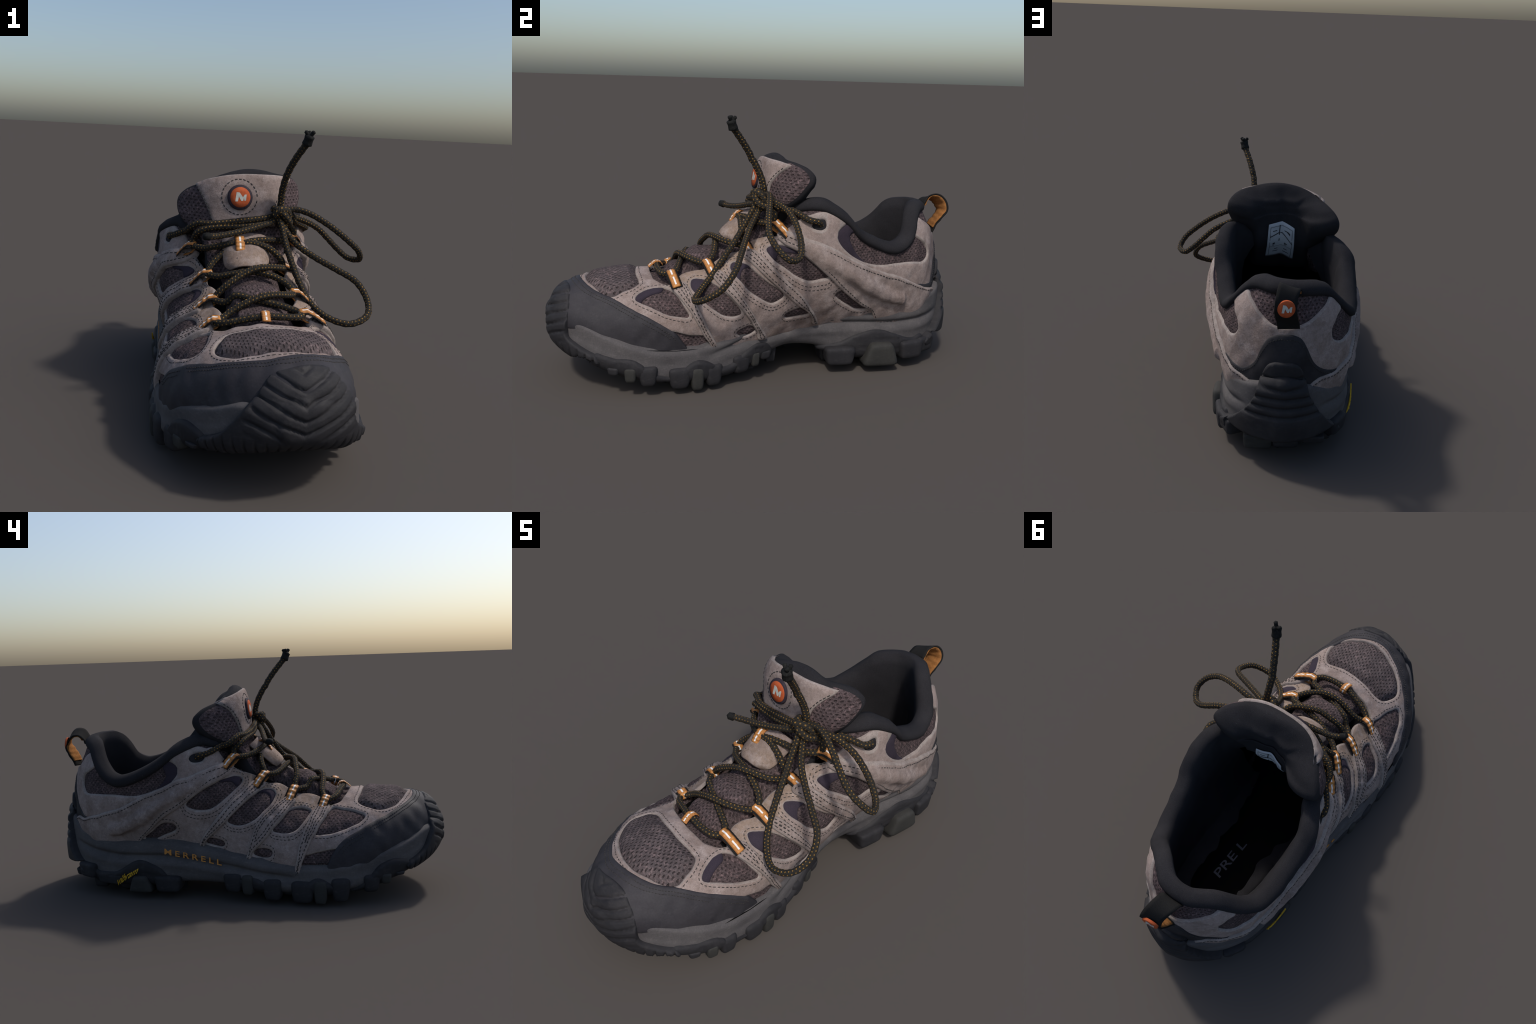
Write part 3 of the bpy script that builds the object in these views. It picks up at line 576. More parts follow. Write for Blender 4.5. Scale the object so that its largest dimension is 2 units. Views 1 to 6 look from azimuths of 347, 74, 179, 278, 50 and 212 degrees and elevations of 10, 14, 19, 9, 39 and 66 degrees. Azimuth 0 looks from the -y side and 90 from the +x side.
panel('toe_cap',UP,OUTL['cap'],M_CAP,h=.014,edge=.008)
for k,p in HOLE.items():
    two=k.endswith('_l') and k in ('win2_l','win3_l','win4_l') or k in('win4_r','win3_r')
    stitch(UP,offset(p,-.017),.0095)
    if two: stitch(UP,offset(p,-.029),.0095)
capmask=lambda q: math.hypot(q[0]-SPINE_Y0 if q[0]<SPINE_Y0 else 0,q[1])/KR<1.30 or (q[0]>-.60 and abs(q[1])/KR<1.62)
stitch(UP,offset(OUTL['cap'],.020),.0145,.012,.009,.0036,mask=capmask); stitch(UP,offset(OUTL['cap'],.034),.0145,.012,.009,.0036,mask=capmask)
SOUT={}
for k,(v,pts) in STRAPS.items():
    o=catmull(UP.find(v,pts),step=.008); SOUT[k]=o
    hf=None
    if k in RIBS:
        rv,rp=RIBS[k]; line=catmull(UP.find(rv,rp),closed=False,step=.01)
        def hf(W,P,d,line=line):
            # moulded foil ridge that widens towards the heel and ends in a blunt nose
            best=seg_dist(line,W,closed=False); k_=np.argmin(((W[:,None]-line[None])**2).sum(-1),1); s=k_/(len(line)-1); s=np.clip(s,0,1)
            w=.010+.016*s
            return (.006+.018*np.minimum(1,s*2))*np.exp(-(best/w)**4)*np.clip(s*8,0,1)
    panel('strap',UP,o,M_STRAP,h=.024,edge=.0065,hfun=hf,rim=M_RIM,res=.008 if k in RIBS else .011)
    stitch(UP,offset(o,.013),.0245)
    if k[:2]!='s4': stitch(UP,offset(o,.025),.0245)
# ---- heel pieces
DARK=[(Bk,[(.185,.425),(.145,.414),(.109,.412),(.079,.428),(.054,.458),(.035,.509),(.02,.551),(0,.581),(-.032,.598),(-.068,.603),(-.104,.6),(-.134,.581),(-.151,.549),(-.17,.505),(-.193,.46),(-.226,.425),(-.259,.408),(-.299,.400),(-.330,.410),(-.318,.388),(-.28,.372),(-.235,.364),(-.19,.35),(-.07,.33),(.05,.35),(.09,.362),(.13,.375),(.165,.395)])]
o=catmull(chart_path(UP,*DARK),step=.009)
panel('heel_patch',UP,o,M_HEEL,h=.0145,edge=.006); stitch(UP,offset(o,.014),.015,.011,.008,.0036)

# ================================================================ collar lining, insole
def collar_lining():
    c=COLLAR_AB; P=UP.at(c[:,0],c[:,1]); n=len(c); up=np.array([0,0,1.])
    t=np.gradient(P[:,:2],axis=0); 
    for _ in range(14): t[1:-1]=(t[:-2]+2*t[1:-1]+t[2:])/4
    t/=np.linalg.norm(t,axis=1,keepdims=True); Nh=np.stack([t[:,1],-t[:,0],np.zeros(n)],1)
    if Nh[n//4,0]<0: Nh=-Nh           # outwards on the right flank
    prof=[(.004,-.022),(.019,-.012),(.022,.002),(.017,.018),(.000,.032),(-.024,.039),(-.050,.034),(-.070,.014)]
    rows=[P+Nh*o_+up*u_ for o_,u_ in prof]
    cen=np.clip(c[:,0],SPINE_Y0,SPINE_Y1); rel=np.stack([c[:,0]-cen,c[:,1]],1); r0=np.linalg.norm(rel,axis=1)
    for f in np.linspace(.10,1,12):
        r=r0+(2.02*KR-r0)*f; q=rel/r0[:,None]*r[:,None]; a=cen+q[:,0]; b=q[:,1]
        w=np.interp(f,[0,.15,.4,1],[.088,.098,.090,.078]); p=UP.at(a,b)-UP.normal(a,b)*w; p[:,2]=np.maximum(p[:,2],.150); rows.append(p)
    # ease the roll into the wall
    Rw=np.array(rows); 
    for _ in range(2): Rw[7:-1]=(Rw[6:-2]+2*Rw[7:-1]+Rw[8:])/4
    k=len(rows); V=Rw.reshape(-1,3); F=[]
    for i in range(k-1):
        for j in range(n-1): F.append((i*n+j,i*n+j+1,(i+1)*n+j+1,(i+1)*n+j))
    add('collar_lining',V,F,M_LINING)
collar_lining()
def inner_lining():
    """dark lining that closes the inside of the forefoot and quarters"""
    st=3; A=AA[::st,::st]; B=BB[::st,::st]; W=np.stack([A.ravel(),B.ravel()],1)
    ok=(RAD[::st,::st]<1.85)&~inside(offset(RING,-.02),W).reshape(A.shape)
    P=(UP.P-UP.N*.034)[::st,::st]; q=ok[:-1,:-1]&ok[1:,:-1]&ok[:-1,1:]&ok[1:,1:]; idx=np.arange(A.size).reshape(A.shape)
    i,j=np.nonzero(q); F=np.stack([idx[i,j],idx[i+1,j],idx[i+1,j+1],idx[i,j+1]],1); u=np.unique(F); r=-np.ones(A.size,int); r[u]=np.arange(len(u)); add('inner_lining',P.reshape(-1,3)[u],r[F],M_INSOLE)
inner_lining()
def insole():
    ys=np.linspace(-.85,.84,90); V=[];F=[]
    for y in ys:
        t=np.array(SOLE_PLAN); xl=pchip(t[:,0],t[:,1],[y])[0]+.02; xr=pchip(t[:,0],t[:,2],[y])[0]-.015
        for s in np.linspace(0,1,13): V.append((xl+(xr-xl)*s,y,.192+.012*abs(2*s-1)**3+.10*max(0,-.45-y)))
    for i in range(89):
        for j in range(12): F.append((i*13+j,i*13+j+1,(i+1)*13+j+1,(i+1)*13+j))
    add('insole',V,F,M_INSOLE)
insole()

# ================================================================ midsole and outsole
def midsole():
    nth=NTH-1; i=np.arange(len(YM)); V=np.zeros((len(YM),nth,3)); th=TH[:-1]
    Rr=R_MID[:,:-1]
    X=SPINE_X+Rr*np.sin(th); Z=SPINE_Z+Rr*np.cos(th); Y=np.repeat(YM[:,None],nth,1)
    # carved flow lines along the flank
    side=np.where(X>SPINE_X,1,-1)
    gR=np.interp(Y,[-.3,-.119,.017,.155,.296,.441,.591,.743,.9],[.17,.212,.22,.242,.246,.245,.239,.243,.26]); gL=np.interp(Y,[-.35,-.1,.1,.25,.4,.6,.75,.9],[.12,.15,.185,.205,.215,.213,.23,.26])
    g=np.where(side>0,gR,gL); w=np.clip((Y+.33)/.15,0,1)*np.clip((.90-Y)/.08,0,1)
    flank=np.abs(np.sin(th))[None]>.45
    dz=Z-g
    carve=w*(-.011*np.exp(-(dz/.012)**2)+.006*np.exp(-((dz+.035)/.02)**2)+.004*np.exp(-((dz-.03)/.02)**2))*flank
    # forefoot scoops above the lug arms
    sc=np.exp(-((Y+.50)/.05)**2)+np.exp(-((Y+.22)/.06)**2)
    carve+=-.005*sc*np.exp(-((Z-.135)/.03)**2)*flank
    Rr=Rr+carve; X=SPINE_X+Rr*np.sin(th); Z=SPINE_Z+Rr*np.cos(th)
    V=np.stack([X,Y,Z],-1).reshape(-1,3); n=len(YM); F=[]
    a=np.arange(n*nth).reshape(n,nth); b=np.roll(a,-1,1)
    F=np.stack([a[:-1],b[:-1],b[1:],a[1:]],-1).reshape(-1,4)[:,::-1]; bite=np.where(X>SPINE_X,np.interp(Y,*np.array(BITE_R).T),np.interp(Y,*np.array(BITE_L).T)).ravel()
    pl=np.array(SOLE_PLAN); ins=(V[:,0]>np.interp(V[:,1],pl[:,0],pl[:,1])+.036)&(V[:,0]<np.interp(V[:,1],pl[:,0],pl[:,2])-.036)
    open_top=(V[F][...,2]>bite[F]+.004).all(1)&ins[F].all(1)&(np.abs(V[F][...,1]).max(1)<.86); F=F[~open_top].tolist()
    F.append(list(a[0])); F.append(list(a[-1][::-1]))
    add('midsole',V,F,M_MID)
midsole()
def env_panel(name,groups,mat,h,edge=.010,hfun=None,res=.011,step=.009):
    o=catmull(chart_path(ENV,*groups),step=step); return panel(name,ENV,o,mat,h=h,edge=edge,hfun=hfun,res=res),o
# toe bumper with chevron grooves
def chevrons(W,P,d):
    x=P[:,0]+.035; z=P[:,2]; v=(z+.055-.42*np.abs(x))/.042
    g=np.abs((v%1)-.5)*2; up=np.clip((z-.235)/.03,0,1)*np.clip((.445-z)/.02,0,1)*np.clip((.19-np.abs(x))/.03,0,1)
    H=-.013*np.clip(1-g/.36,0,1)*up
    az=np.arctan2(P[:,0]+.06,-(P[:,1]+.62)); f=np.abs(((az*9.5)%1)-.5)*2
    low=np.clip((.24-z)/.04,0,1)
    return H-.011*np.clip(1-f/.34,0,1)*low+.004*low
TOE_BUMPER=[(L,[(-.79,.150),(-.79,.175),(-.805,.19),(-.829,.201),(-.867,.226),(-.891,.258),(-.912,.305)]),('front',[(-.184,.351),(-.159,.388),(-.124,.424),(-.082,.438),(0.0,.446),(.053,.434),(.087,.406),(.117,.37),(.143,.325)]),(R,[(-.904,.272),(-.874,.244),(-.828,.217),(-.789,.196),(-.774,.17),(-.785,.135),(-.85,.13)]),(Tp,[]) ] 
def low_loop(lat,az0,az1,center,n,drop):
    """points on the underside rim, by azimuth round a fan centre"""
    r=[]
    for t in np.linspace(az0,az1,n):
        rr=drop*KR
        r.append((center+(-1 if center<0 else 1)*rr*math.cos(t),rr*math.sin(t)))
    return np.array(r)
tb=np.vstack([chart_path(ENV,*TOE_BUMPER[:-1]),low_loop(ENV,math.radians(62),math.radians(-62),SPINE_Y0,15,math.radians(110))])
tbo=catmull(tb,step=.010); panel('toe_bumper',ENV,tbo,M_OUT,h=.022,edge=.007,hfun=chevrons,res=.006)
# heel bumper with stepped grooves
def steps(W,P,d):
    z=P[:,2]; H=-.010*np.clip((.12-z)/.03,0,1)
    for zc in (.415,.375,.335,.295,.255): H-= .013*np.exp(-((z-zc)/.006)**2)*np.clip((.085+.45*(.46-z)-np.abs(P[:,0]+.065))/.02,0,1)
    return H+.012*np.clip((.34-z)/.12,0,1)
HEEL_BUMPER=[(Bk,[(-.255,.10),(-.30,.120),(-.288,.153),(-.257,.181),(-.217,.241),(-.188,.301),(-.163,.36),(-.145,.414),(-.126,.466),(-.104,.485),(-.064,.490),(-.019,.483),(-.003,.469),(.016,.415),(.035,.375),(.054,.314),(.083,.257),(.117,.209),(.150,.17),(.175,.13),(.14,.09)])]
hb=np.vstack([chart_path(ENV,*HEEL_BUMPER),low_loop(ENV,math.radians(48),math.radians(-48),SPINE_Y1,11,math.radians(111))])
hbo=catmull(hb,step=.010); panel('heel_bumper',ENV,hbo,M_OUT,h=.027,edge=.006,hfun=steps,res=.007)
# wavy outsole flanks
ARM_R=[(-.80,.205),(-.76,.200),(-.713,.187),(-.669,.186),(-.613,.165),(-.575,.13),(-.535,.105),(-.477,.095),(-.427,.122),(-.395,.145),(-.363,.157),(-.325,.150),(-.299,.137),(-.255,.111),(-.20,.115),(-.136,.162),(-.105,.180),(-.073,.19),(-.028,.186),(-.005,.165),(.02,.128)]
ARM_R2=[(.24,.130),(.29,.142),(.349,.156),(.395,.178),(.43,.193),(.493,.212),(.53,.213),(.568,.207),(.62,.187),(.673,.164),(.72,.155),(.78,.160)]
ARM_L=[(-.81,.195),(-.778,.209),(-.726,.213),(-.695,.203),(-.668,.19),(-.635,.155),(-.601,.119),(-.56,.092),(-.52,.08),(-.48,.09),(-.444,.112),(-.415,.13),(-.381,.139),(-.355,.13),(-.33,.11),(-.30,.085),(-.274,.071),(-.245,.06),(-.214,.056),(-.185,.065),(-.155,.089),(-.13,.113),(-.109,.126),(-.08,.133),(-.053,.135),(0,.12),(.06,.10)]
ARM_L2=[(.315,.07),(.35,.099),(.365,.12),(.382,.143),(.41,.168),(.439,.182),(.475,.194),(.512,.197),(.545,.187),(.579,.166),(.62,.14),(.656,.13),(.732,.129),(.79,.15)]
def under(lat,pts,side,depth=.055):
    """closing run along the sole's underside"""
    ys=np.linspace(pts[-1][0],pts[0][0],max(4,int(abs(pts[-1][0]-pts[0][0])/.03)))
    out=[]
    for y in ys:
        x=np.interp(y,[r[0] for r in SOLE_PLAN],[r[2 if side>0 else 1] for r in SOLE_PLAN])-side*depth; f=lerp_tab(FLOOR_R if side>0 else FLOOR_L,y)
        th=math.atan2(x-SPINE_X,f-SPINE_Z); 
        if SPINE_Y0<=y<=SPINE_Y1: out.append((y,KR*th))
        else:
            c=SPINE_Y0 if y<0 else SPINE_Y1; v=np.array([x-SPINE_X,y-c,f-SPINE_Z]); r=math.acos(v[2]/np.linalg.norm(v)); hz=math.hypot(v[0],v[1])
            out.append((c+KR*r*v[1]/hz,KR*r*v[0]/hz))
    return np.array(out)
for pts,v,sd in ((ARM_R,R,1),(ARM_R2,R,1),(ARM_L,L,-1),(ARM_L2,L,-1)):
    o=catmull(np.vstack([ENV.find(v,pts),under(ENV,pts,sd)]),step=.010)
    panel('outsole_flank',ENV,o,M_OUT,h=.015,edge=.014,hfun=lambda W,P,d: -.005*np.exp(-((((P[:,2]*1.0+.12*np.abs(P[:,1]%.3-.15))%.05)-.025)/.004)**2)*(P[:,2]<.17))
# lugs
def lug_mesh(name,w_top,w_bot,depth,height,bev=.010,skew=0):
    """tapered block with softened corners (a superellipsoid frustum)"""
    n=9; p=7.0 if bev<.012 else 4.4; g=np.linspace(-1,1,n); V=[];F=[]
    for ax in range(3):
        for sg in (-1,1):
            k=len(V)
            for a in g:
                for b in g:
                    v=np.zeros(3); v[ax]=sg; v[(ax+1)%3]=a; v[(ax+2)%3]=b; v/=(np.abs(v)**p).sum()**(1/p)
                    f=(1-v[2])/2; w=w_top+(w_bot-w_top)*f
                    V.append((v[0]*w/2*1.04+skew*f,-depth/2+v[1]*depth/2*(1-.10*f)*1.04,-height/2+v[2]*height/2))
            for i_ in range(n-1):
                for j_ in range(n-1):
                    q=(k+i_*n+j_,k+(i_+1)*n+j_,k+(i_+1)*n+j_+1,k+i_*n+j_+1); F.append(q if sg>0 else q[::-1])
    me=bpy.data.meshes.new(name); me.from_pydata(V,[],F); bm=bmesh.new(); bm.from_mesh(me); bmesh.ops.remove_doubles(bm,verts=bm.verts,dist=1e-5); bm.to_mesh(me); bm.free()
    me.polygons.foreach_set('use_smooth',[True]*len(me.polygons)); return me
def lug(y,side,zb,wt,wb,mat,out=.012,top=None,depth=.10,skew=0,x=None,bev=.010,yaw=None):
    t=np.array(SOLE_PLAN); c=2 if side>0 else 1
    xe=pchip(t[:,0],t[:,c],[y])[0] if x is None else x; f=lerp_tab(FLOOR_R if side>0 else FLOOR_L,y); top=min(f+.075,.150) if top is None else top
    sl=(pchip(t[:,0],t[:,c],[y+.02])[0]-pchip(t[:,0],t[:,c],[y-.02])[0])/.04 if x is None else 0
    me=lug_mesh('lug',wt,wb,depth,top-zb,bev,skew); me.materials.append(mat)
    o=bpy.data.objects.new('lug',me); bpy.context.scene.collection.objects.link(o); o.parent=ROOT
    # local +y points outwards
    outw=Vector((side,-side*sl,0)).normalized() if x is None else Vector((side,0,0))
    ax=Vector((outw.y,-outw.x,0)); o.matrix_world=Matrix((( ax.x,outw.x,0,xe+outw.x*out),(ax.y,outw.y,0,y+outw.y*out),(0,0,1,top),(0,0,0,1)))
    return o
for a in [(-.725,.107,.06,.045),(-.58,.052,.09,.06),(-.44,.026,.11,.075),(-.285,.020,.09,.06),(-.15,.055,.10,.07),(-.03,.098,.07,.05)]:
    lug(a[0],1,a[1],a[2],a[3],M_OUT,out=.015,bev=.015)
for a in [(-.655,.076,.055,.045),(-.362,.013,.06,.05),(-.082,.075,.045,.035)]: lug(a[0],1,a[1],a[2],a[3],M_LUG,out=.018,depth=.07,bev=.014)
lug(.345,1,.042,.15,.12,M_OUT,out=.046,top=.135,depth=.13); lug(.545,1,.032,.11,.180,M_LUG,out=.052,top=.150,depth=.13); lug(.71,1,.050,.13,.11,M_OUT,out=.034,top=.145,depth=.12)
for a in [(-.765,.128,.06,.05),(-.635,.060,.09,.065),(-.49,.018,.10,.065),(-.31,.010,.12,.09),(-.165,.018,.10,.075),(.03,.046,.11,.07)]:
    lug(a[0],-1,a[1],a[2],a[3],M_OUT,out=.015,bev=.015)
for a in [(-.70,.098,.055,.045),(-.395,.010,.065,.055),(-.045,.042,.06,.05)]: lug(a[0],-1,a[1],a[2],a[3],M_LUG,out=.019,depth=.07,bev=.014)
lug(.365,-1,.034,.14,.11,M_OUT,out=.020,top=.12,depth=.12); lug(.505,-1,.030,.07,.125,M_LUG,out=.028,top=.118,depth=.12); lug(.675,-1,.062,.15,.13,M_OUT,out=.008,top=.115,depth=.10)
# tread blocks under the sole
for y,zb in ((-.80,.130),(-.70,.092),(-.60,.055),(-.50,.026),(-.40,.012),(-.30,.004),(-.20,.010),(-.10,.030),(.0,.060)):
    for x in (-.26,-.13,0.0,.11):
        xx=x-.02*(y<-.6); 
        if y<-.75 and abs(x+.07)>.15: continue
        lug(y+.02*((x>-.1)-.5),1,zb,.06,.045,M_OUT,x=xx+.035,depth=.07,out=0)
for y in (.33,.47,.61,.75):
    for x in (-.25,-.12,.03): lug(y+.03*(x==-.12),1,.012 if y<.7 else .02,.09,.07,M_OUT,x=x+.045,depth=.09,out=0)
lug(.795,1,.070,.12,.10,M_OUT,out=.030,top=.15,depth=.12); lug(.80,-1,.085,.12,.10,M_OUT,out=.030,top=.16,depth=.12)
for x,w,m_,zb in ((.035,.13,M_LUG,.036),(-.085,.12,M_OUT,.045),(-.20,.11,M_OUT,.072)):
    lug(.85,1,zb,.10,.085,m_,x=x+w/2,depth=w,out=0,top=.11)

# ================================================================ tongue
TXC=-.060
# front elevation (x, z) of the padded tongue: narrow root, two rounded lobes, domed top
TONGUE=catmull([(-.031,1.046),(.04,1.042),(.10,1.030),(.165,1.017),(.212,.992),(.236,.958),(.240,.918),(.230,.880),(.216,.850),(.192,.822),(.168,.795),(.148,.75),(.13,.68),(.115,.60),(.02,.57),(-.06,.565),(-.15,.57),(-.225,.60),(-.245,.69),(-.268,.738),(-.302,.765),(-.338,.796),(-.356,.838),(-.355,.888),(-.330,.930),(-.275,.965),(-.22,.995),(-.16,1.022),(-.09,1.041)],step=.010)
class TongueForm:
    """front face of the tongue as a sheet over its (x, z) elevation"""
    def front(s,x,z):
        yc=np.interp(z,[.56,.66,.74,.79,.86,.915,.97,1.01,1.05],[-.105,-.062,-.032,-.014,-.012,-.012,.002,.016,.036]); dx=np.abs(x-TXC)
        return np.stack([x,yc+np.where(x<TXC,9.2,5.8)*dx**3*np.clip((z-.52)/.40,0,1.05),z],-1)
    def fnormal(s,x,z):
        e=.012; n=np.cross(s.front(x+e,z)-s.front(x-e,z),s.front(x,z+e)-s.front(x,z-e)); n/=np.linalg.norm(n,axis=-1,keepdims=True); return np.where(n[...,1:2]>0,-n,n)
    def pillow(s,x,z):
        q=np.stack([np.ravel(x),np.ravel(z)],1); d=seg_dist(TONGUE,q)*np.where(inside(TONGUE,q),1,-1); w=np.where(np.abs(q[:,0]-TXC)>.10,.050,.050)
        return np.sqrt(np.clip(1-(1-np.clip(d/w,0,1))**2,0,1)).reshape(np.shape(x))
    def at(s,x,z,h=0.0):
        x=np.asarray(x,float); z=np.asarray(z,float); return s.front(x,z)+s.fnormal(x,z)*(np.asarray(h)-.034*(1-s.pillow(x,z)))[...,None]
    def back(s,x,z):
        T=np.interp(z,[.58,.68,.80,.90,1.0,1.05],[.085,.120,.155,.155,.130,.100])-.012*np.exp(-((x-TXC)/.03)**2); e=s.pillow(x,z)
        return s.front(x,z)-s.fnormal(x,z)*(.034+(T-.034)*e)[...,None]
    def normal(s,x,z):
        x=np.asarray(x,float); z=np.asarray(z,float); e=.004
        n=np.cross(s.at(x+e,z)-s.at(x-e,z),s.at(x,z+e)-s.at(x,z-e)); n/=np.linalg.norm(n,axis=-1,keepdims=True)+1e-9; return np.where(n[...,1:2]>0,-n,n)
TF=TongueForm()
def tongue():
    loop=orient(TONGUE); rings=[loop]
    for d in (.002,.006,.012,.020,.030):
        t=np.roll(loop,-1,0)-np.roll(loop,1,0); t/=np.linalg.norm(t,axis=1,keepdims=True); q=loop+np.stack([-t[:,1],t[:,0]],1)*d; rings.append(q[inside(loop,q)&(seg_dist(loop,q)>d*.9)])
    g=np.stack(np.meshgrid(np.arange(-.36,.24,.010),np.arange(.56,1.05,.010),indexing='ij'),-1).reshape(-1,2); g=g[inside(loop,g)]; g=g[seg_dist(loop,g)>.036]
    r=delaunay_2d_cdt([Vector(v) for v in np.concatenate(rings+[g])],[(i,(i+1)%len(loop)) for i in range(len(loop))],[],0,1e-6)
    W=np.array([tuple(v) for v in r[0]]); F=np.array([f for f in r[2] if len(f)==3]); F=F[inside(loop,W[F].mean(1))]
    d=seg_dist(loop,W); fr=TF.at(W[:,0],W[:,1]); bk=TF.back(W[:,0],W[:,1]); on=d<1e-5
    n=len(W); V=np.concatenate([fr,bk]); remap=np.arange(2*n); remap[n:][on]=np.nonzero(on)[0]
    ar=np.cross(W[F[:,1]]-W[F[:,0]],W[F[:,2]]-W[F[:,0]]); F[ar<0]=F[ar<0][:,::-1]
    top=np.interp(W[:,0],[-.30,-.26,-.08,.14,.17],[.93,.955,1.0,.995,.965])
    knitf=(d[F].min(1)>.0115)&(W[F][...,1].max(1)<np.interp(W[F].mean(1)[:,0],[-.36,-.29,-.27,-.08,.13,.16,.24],[1.2,1.2,.955,1.0,.995,1.2,1.2]))
    def emit(name,FF,mat):
        u=np.unique(FF); q=-np.ones(len(V),int); q[u]=np.arange(len(u)); return add(name,V[u],q[FF],mat)
    emit('tongue_mesh',F[knitf],M_LOBEMESH)
    emit('tongue_lining',np.concatenate([F[~knitf],remap[F[:,::-1]+n]]),M_LINING)
tongue()
TPANEL=catmull([(-.283,.962),(-.24,.982),(-.16,1.004),(-.08,1.014),(.02,1.015),(.10,1.012),(.160,1.002),(.150,.985),(.115,.945),(.088,.90),(.078,.85),(.080,.79),(-.06,.785),(-.200,.785),(-.212,.83),(-.235,.89),(-.262,.94)],step=.009,corners=(0,6,11,13))
panel('tongue_panel',TF,TPANEL,M_SUEDE,h=.010,edge=.008,rim=M_RIM)
stitch(TF,np.array([(-.262,.955),(-.235,.91),(-.213,.86),(-.198,.80)]),.0105,closed=False); stitch(TF,np.array([(.138,.985),(.105,.95),(.075,.90),(.064,.85),(.062,.80)]),.0105,closed=False)
BX,BZ=-.088,.915
stitch(TF,np.array([(BX+.076*math.cos(a),BZ+.075*math.sin(a)) for a in np.linspace(0,2*math.pi,60)]),.0105)

# ================================================================ badges and lettering
def disc(name,center,nrm,up,r,thick,mat,parent=None,dome=.0):
    n=Vector(nrm).normalized(); u=Vector(up); u=(u-n*u.dot(n)).normalized(); w=u.cross(n); V=[];F=[]; k=48
    rings=[(1,0),(1,thick*.6),(.96,thick),(.5,thick+dome),(0.001,thick+dome*1.3)]
    for f,h in rings:
        for i in range(k):
            a=2*math.pi*i/k; V.append(Vector(center)+(w*math.cos(a)+u*math.sin(a))*r*f+n*h)
    for j in range(len(rings)-1):
        for i in range(k): F.append((j*k+i,j*k+(i+1)%k,(j+1)*k+(i+1)%k,(j+1)*k+i))
    return add(name,V,F,mat,parent)
def emblem_letter(name,center,nrm,up,size,thick,mat,parent=None,slant=.22):
    """the round badge's angular M"""
    n=Vector(nrm).normalized(); u=Vector(up); u=(u-n*u.dot(n)).normalized(); w=u.cross(n)
    pts=[(-.62,-.52),(-.30,-.52),(-.20,.08),(.10,-.42),(.34,-.42),(.42,-.05),(.50,-.40),(.68,-.36),(.74,.36),(.52,.36),(.30,.02),(-.12,.56),(-.50,.60)]
    V=[];k=len(pts)
    for h in (0,thick):
        for x,y in pts: V.append(Vector(center)+w*(x*size)+u*(y*size)+n*h)
    F=[tuple(range(k,2*k))]+[(i,(i+1)%k,k+(i+1)%k,k+i) for i in range(k)]
    return add(name,V,F,mat,parent,smooth=False)
p=TF.at(BX,BZ); n=TF.normal(BX,BZ)
bd=disc('badge',p+n*.004,n,(0,0,1),.055,.011,M_BADGE_RIM); disc('badge_face',p+n*.004,n,(0,0,1),.045,.0135,M_BADGE,bd,.001); emblem_letter('badge_letter',p+n*.0172,n,(0.02,0,1),.036,.002,M_SILVER,bd)

def wrap_text(name,body,lat,ab0,ab1,height,h,mat,extr=.0025,font_sp=1.0,parent=None):
    """raised lettering running from ab0 to ab1 on a wrapped surface"""
    cu=bpy.data.curves.new(name,'FONT'); cu.body=body; cu.size=1; cu.space_character=font_sp; cu.offset=.006; cu.resolution_u=3
    ob=bpy.data.objects.new(name,cu); bpy.context.scene.collection.objects.link(ob); dg=bpy.context.evaluated_depsgraph_get()
    me=bpy.data.meshes.new_from_object(ob.evaluated_get(dg)); bpy.data.objects.remove(ob); bpy.data.curves.remove(cu)
    bm=bmesh.new(); bm.from_mesh(me); bmesh.ops.triangulate(bm,faces=bm.faces); bpy.data.meshes.remove(me)
    v=np.array([tuple(x.co) for x in bm.verts]); F=[[x.index for x in f.verts] for f in bm.faces]; 
    bm.edges.ensure_lookup_table(); B=[(e.verts[0].index,e.verts[1].index) for e in bm.edges if e.is_boundary]; bm.free()
    lo,hi=v.min(0),v.max(0); u=(v[:,0]-lo[0])/(hi[0]-lo[0]); w=(v[:,1]-lo[1])/(hi[1]-lo[1])
    return u,w,F,B
def text_patch(name,body,frame,mat,parent=None,extr=.003,sp=1.0):
    """frame(u,w)->(points,normals), u along the word 0..1, w up the letters 0..1"""
    u,w,F,B=wrap_text(name,body,None,None,None,None,None,None,font_sp=sp); P,N=frame(u,w); k=len(P)
    V=np.concatenate([P+N*extr,P-N*.003]); FF=[tuple(f) for f in F]+[(a,b,b+k,a+k) for a,b in B]
    return add(name,V,FF,mat,parent,smooth=False)
def lat_frame(lat,view,corners,h):
    """corners: lower-left, lower-right, upper-left of the word box in the elevation"""
    c=np.array(corners,float)
    def f(u,w):
        q=c[0]+np.outer(u,c[1]-c[0])+np.outer(w,c[2]-c[0])
        # one chart solve per corner grid is enough for a short word
        gu=np.linspace(0,1,7); ab=lat.find(view,[c[0]+a*(c[1]-c[0])+b*(c[2]-c[0]) for a in gu for b in (0,1)]).reshape(7,2,2)
        i=np.clip((u*6).astype(int),0,5); fu=(u*6-i)[:,None]; ww=w[:,None]
        A=(ab[i,0]*(1-fu)+ab[i+1,0]*fu)*(1-ww)+(ab[i,1]*(1-fu)+ab[i+1,1]*fu)*ww
        return lat.at(A[:,0],A[:,1],h),lat.normal(A[:,0],A[:,1])
    return f
text_patch('side_lettering','MERRELL',lat_frame(ENV,L,[(.375,.228),(.085,.180),(.374,.256)],.002),M_ORANGE_PRINT,sp=1.5)
text_patch('sole_lettering','vibram',lat_frame(ENV,L,[(.634,.074),(.517,.134),(.612,.114)],.026),M_YELLOW)
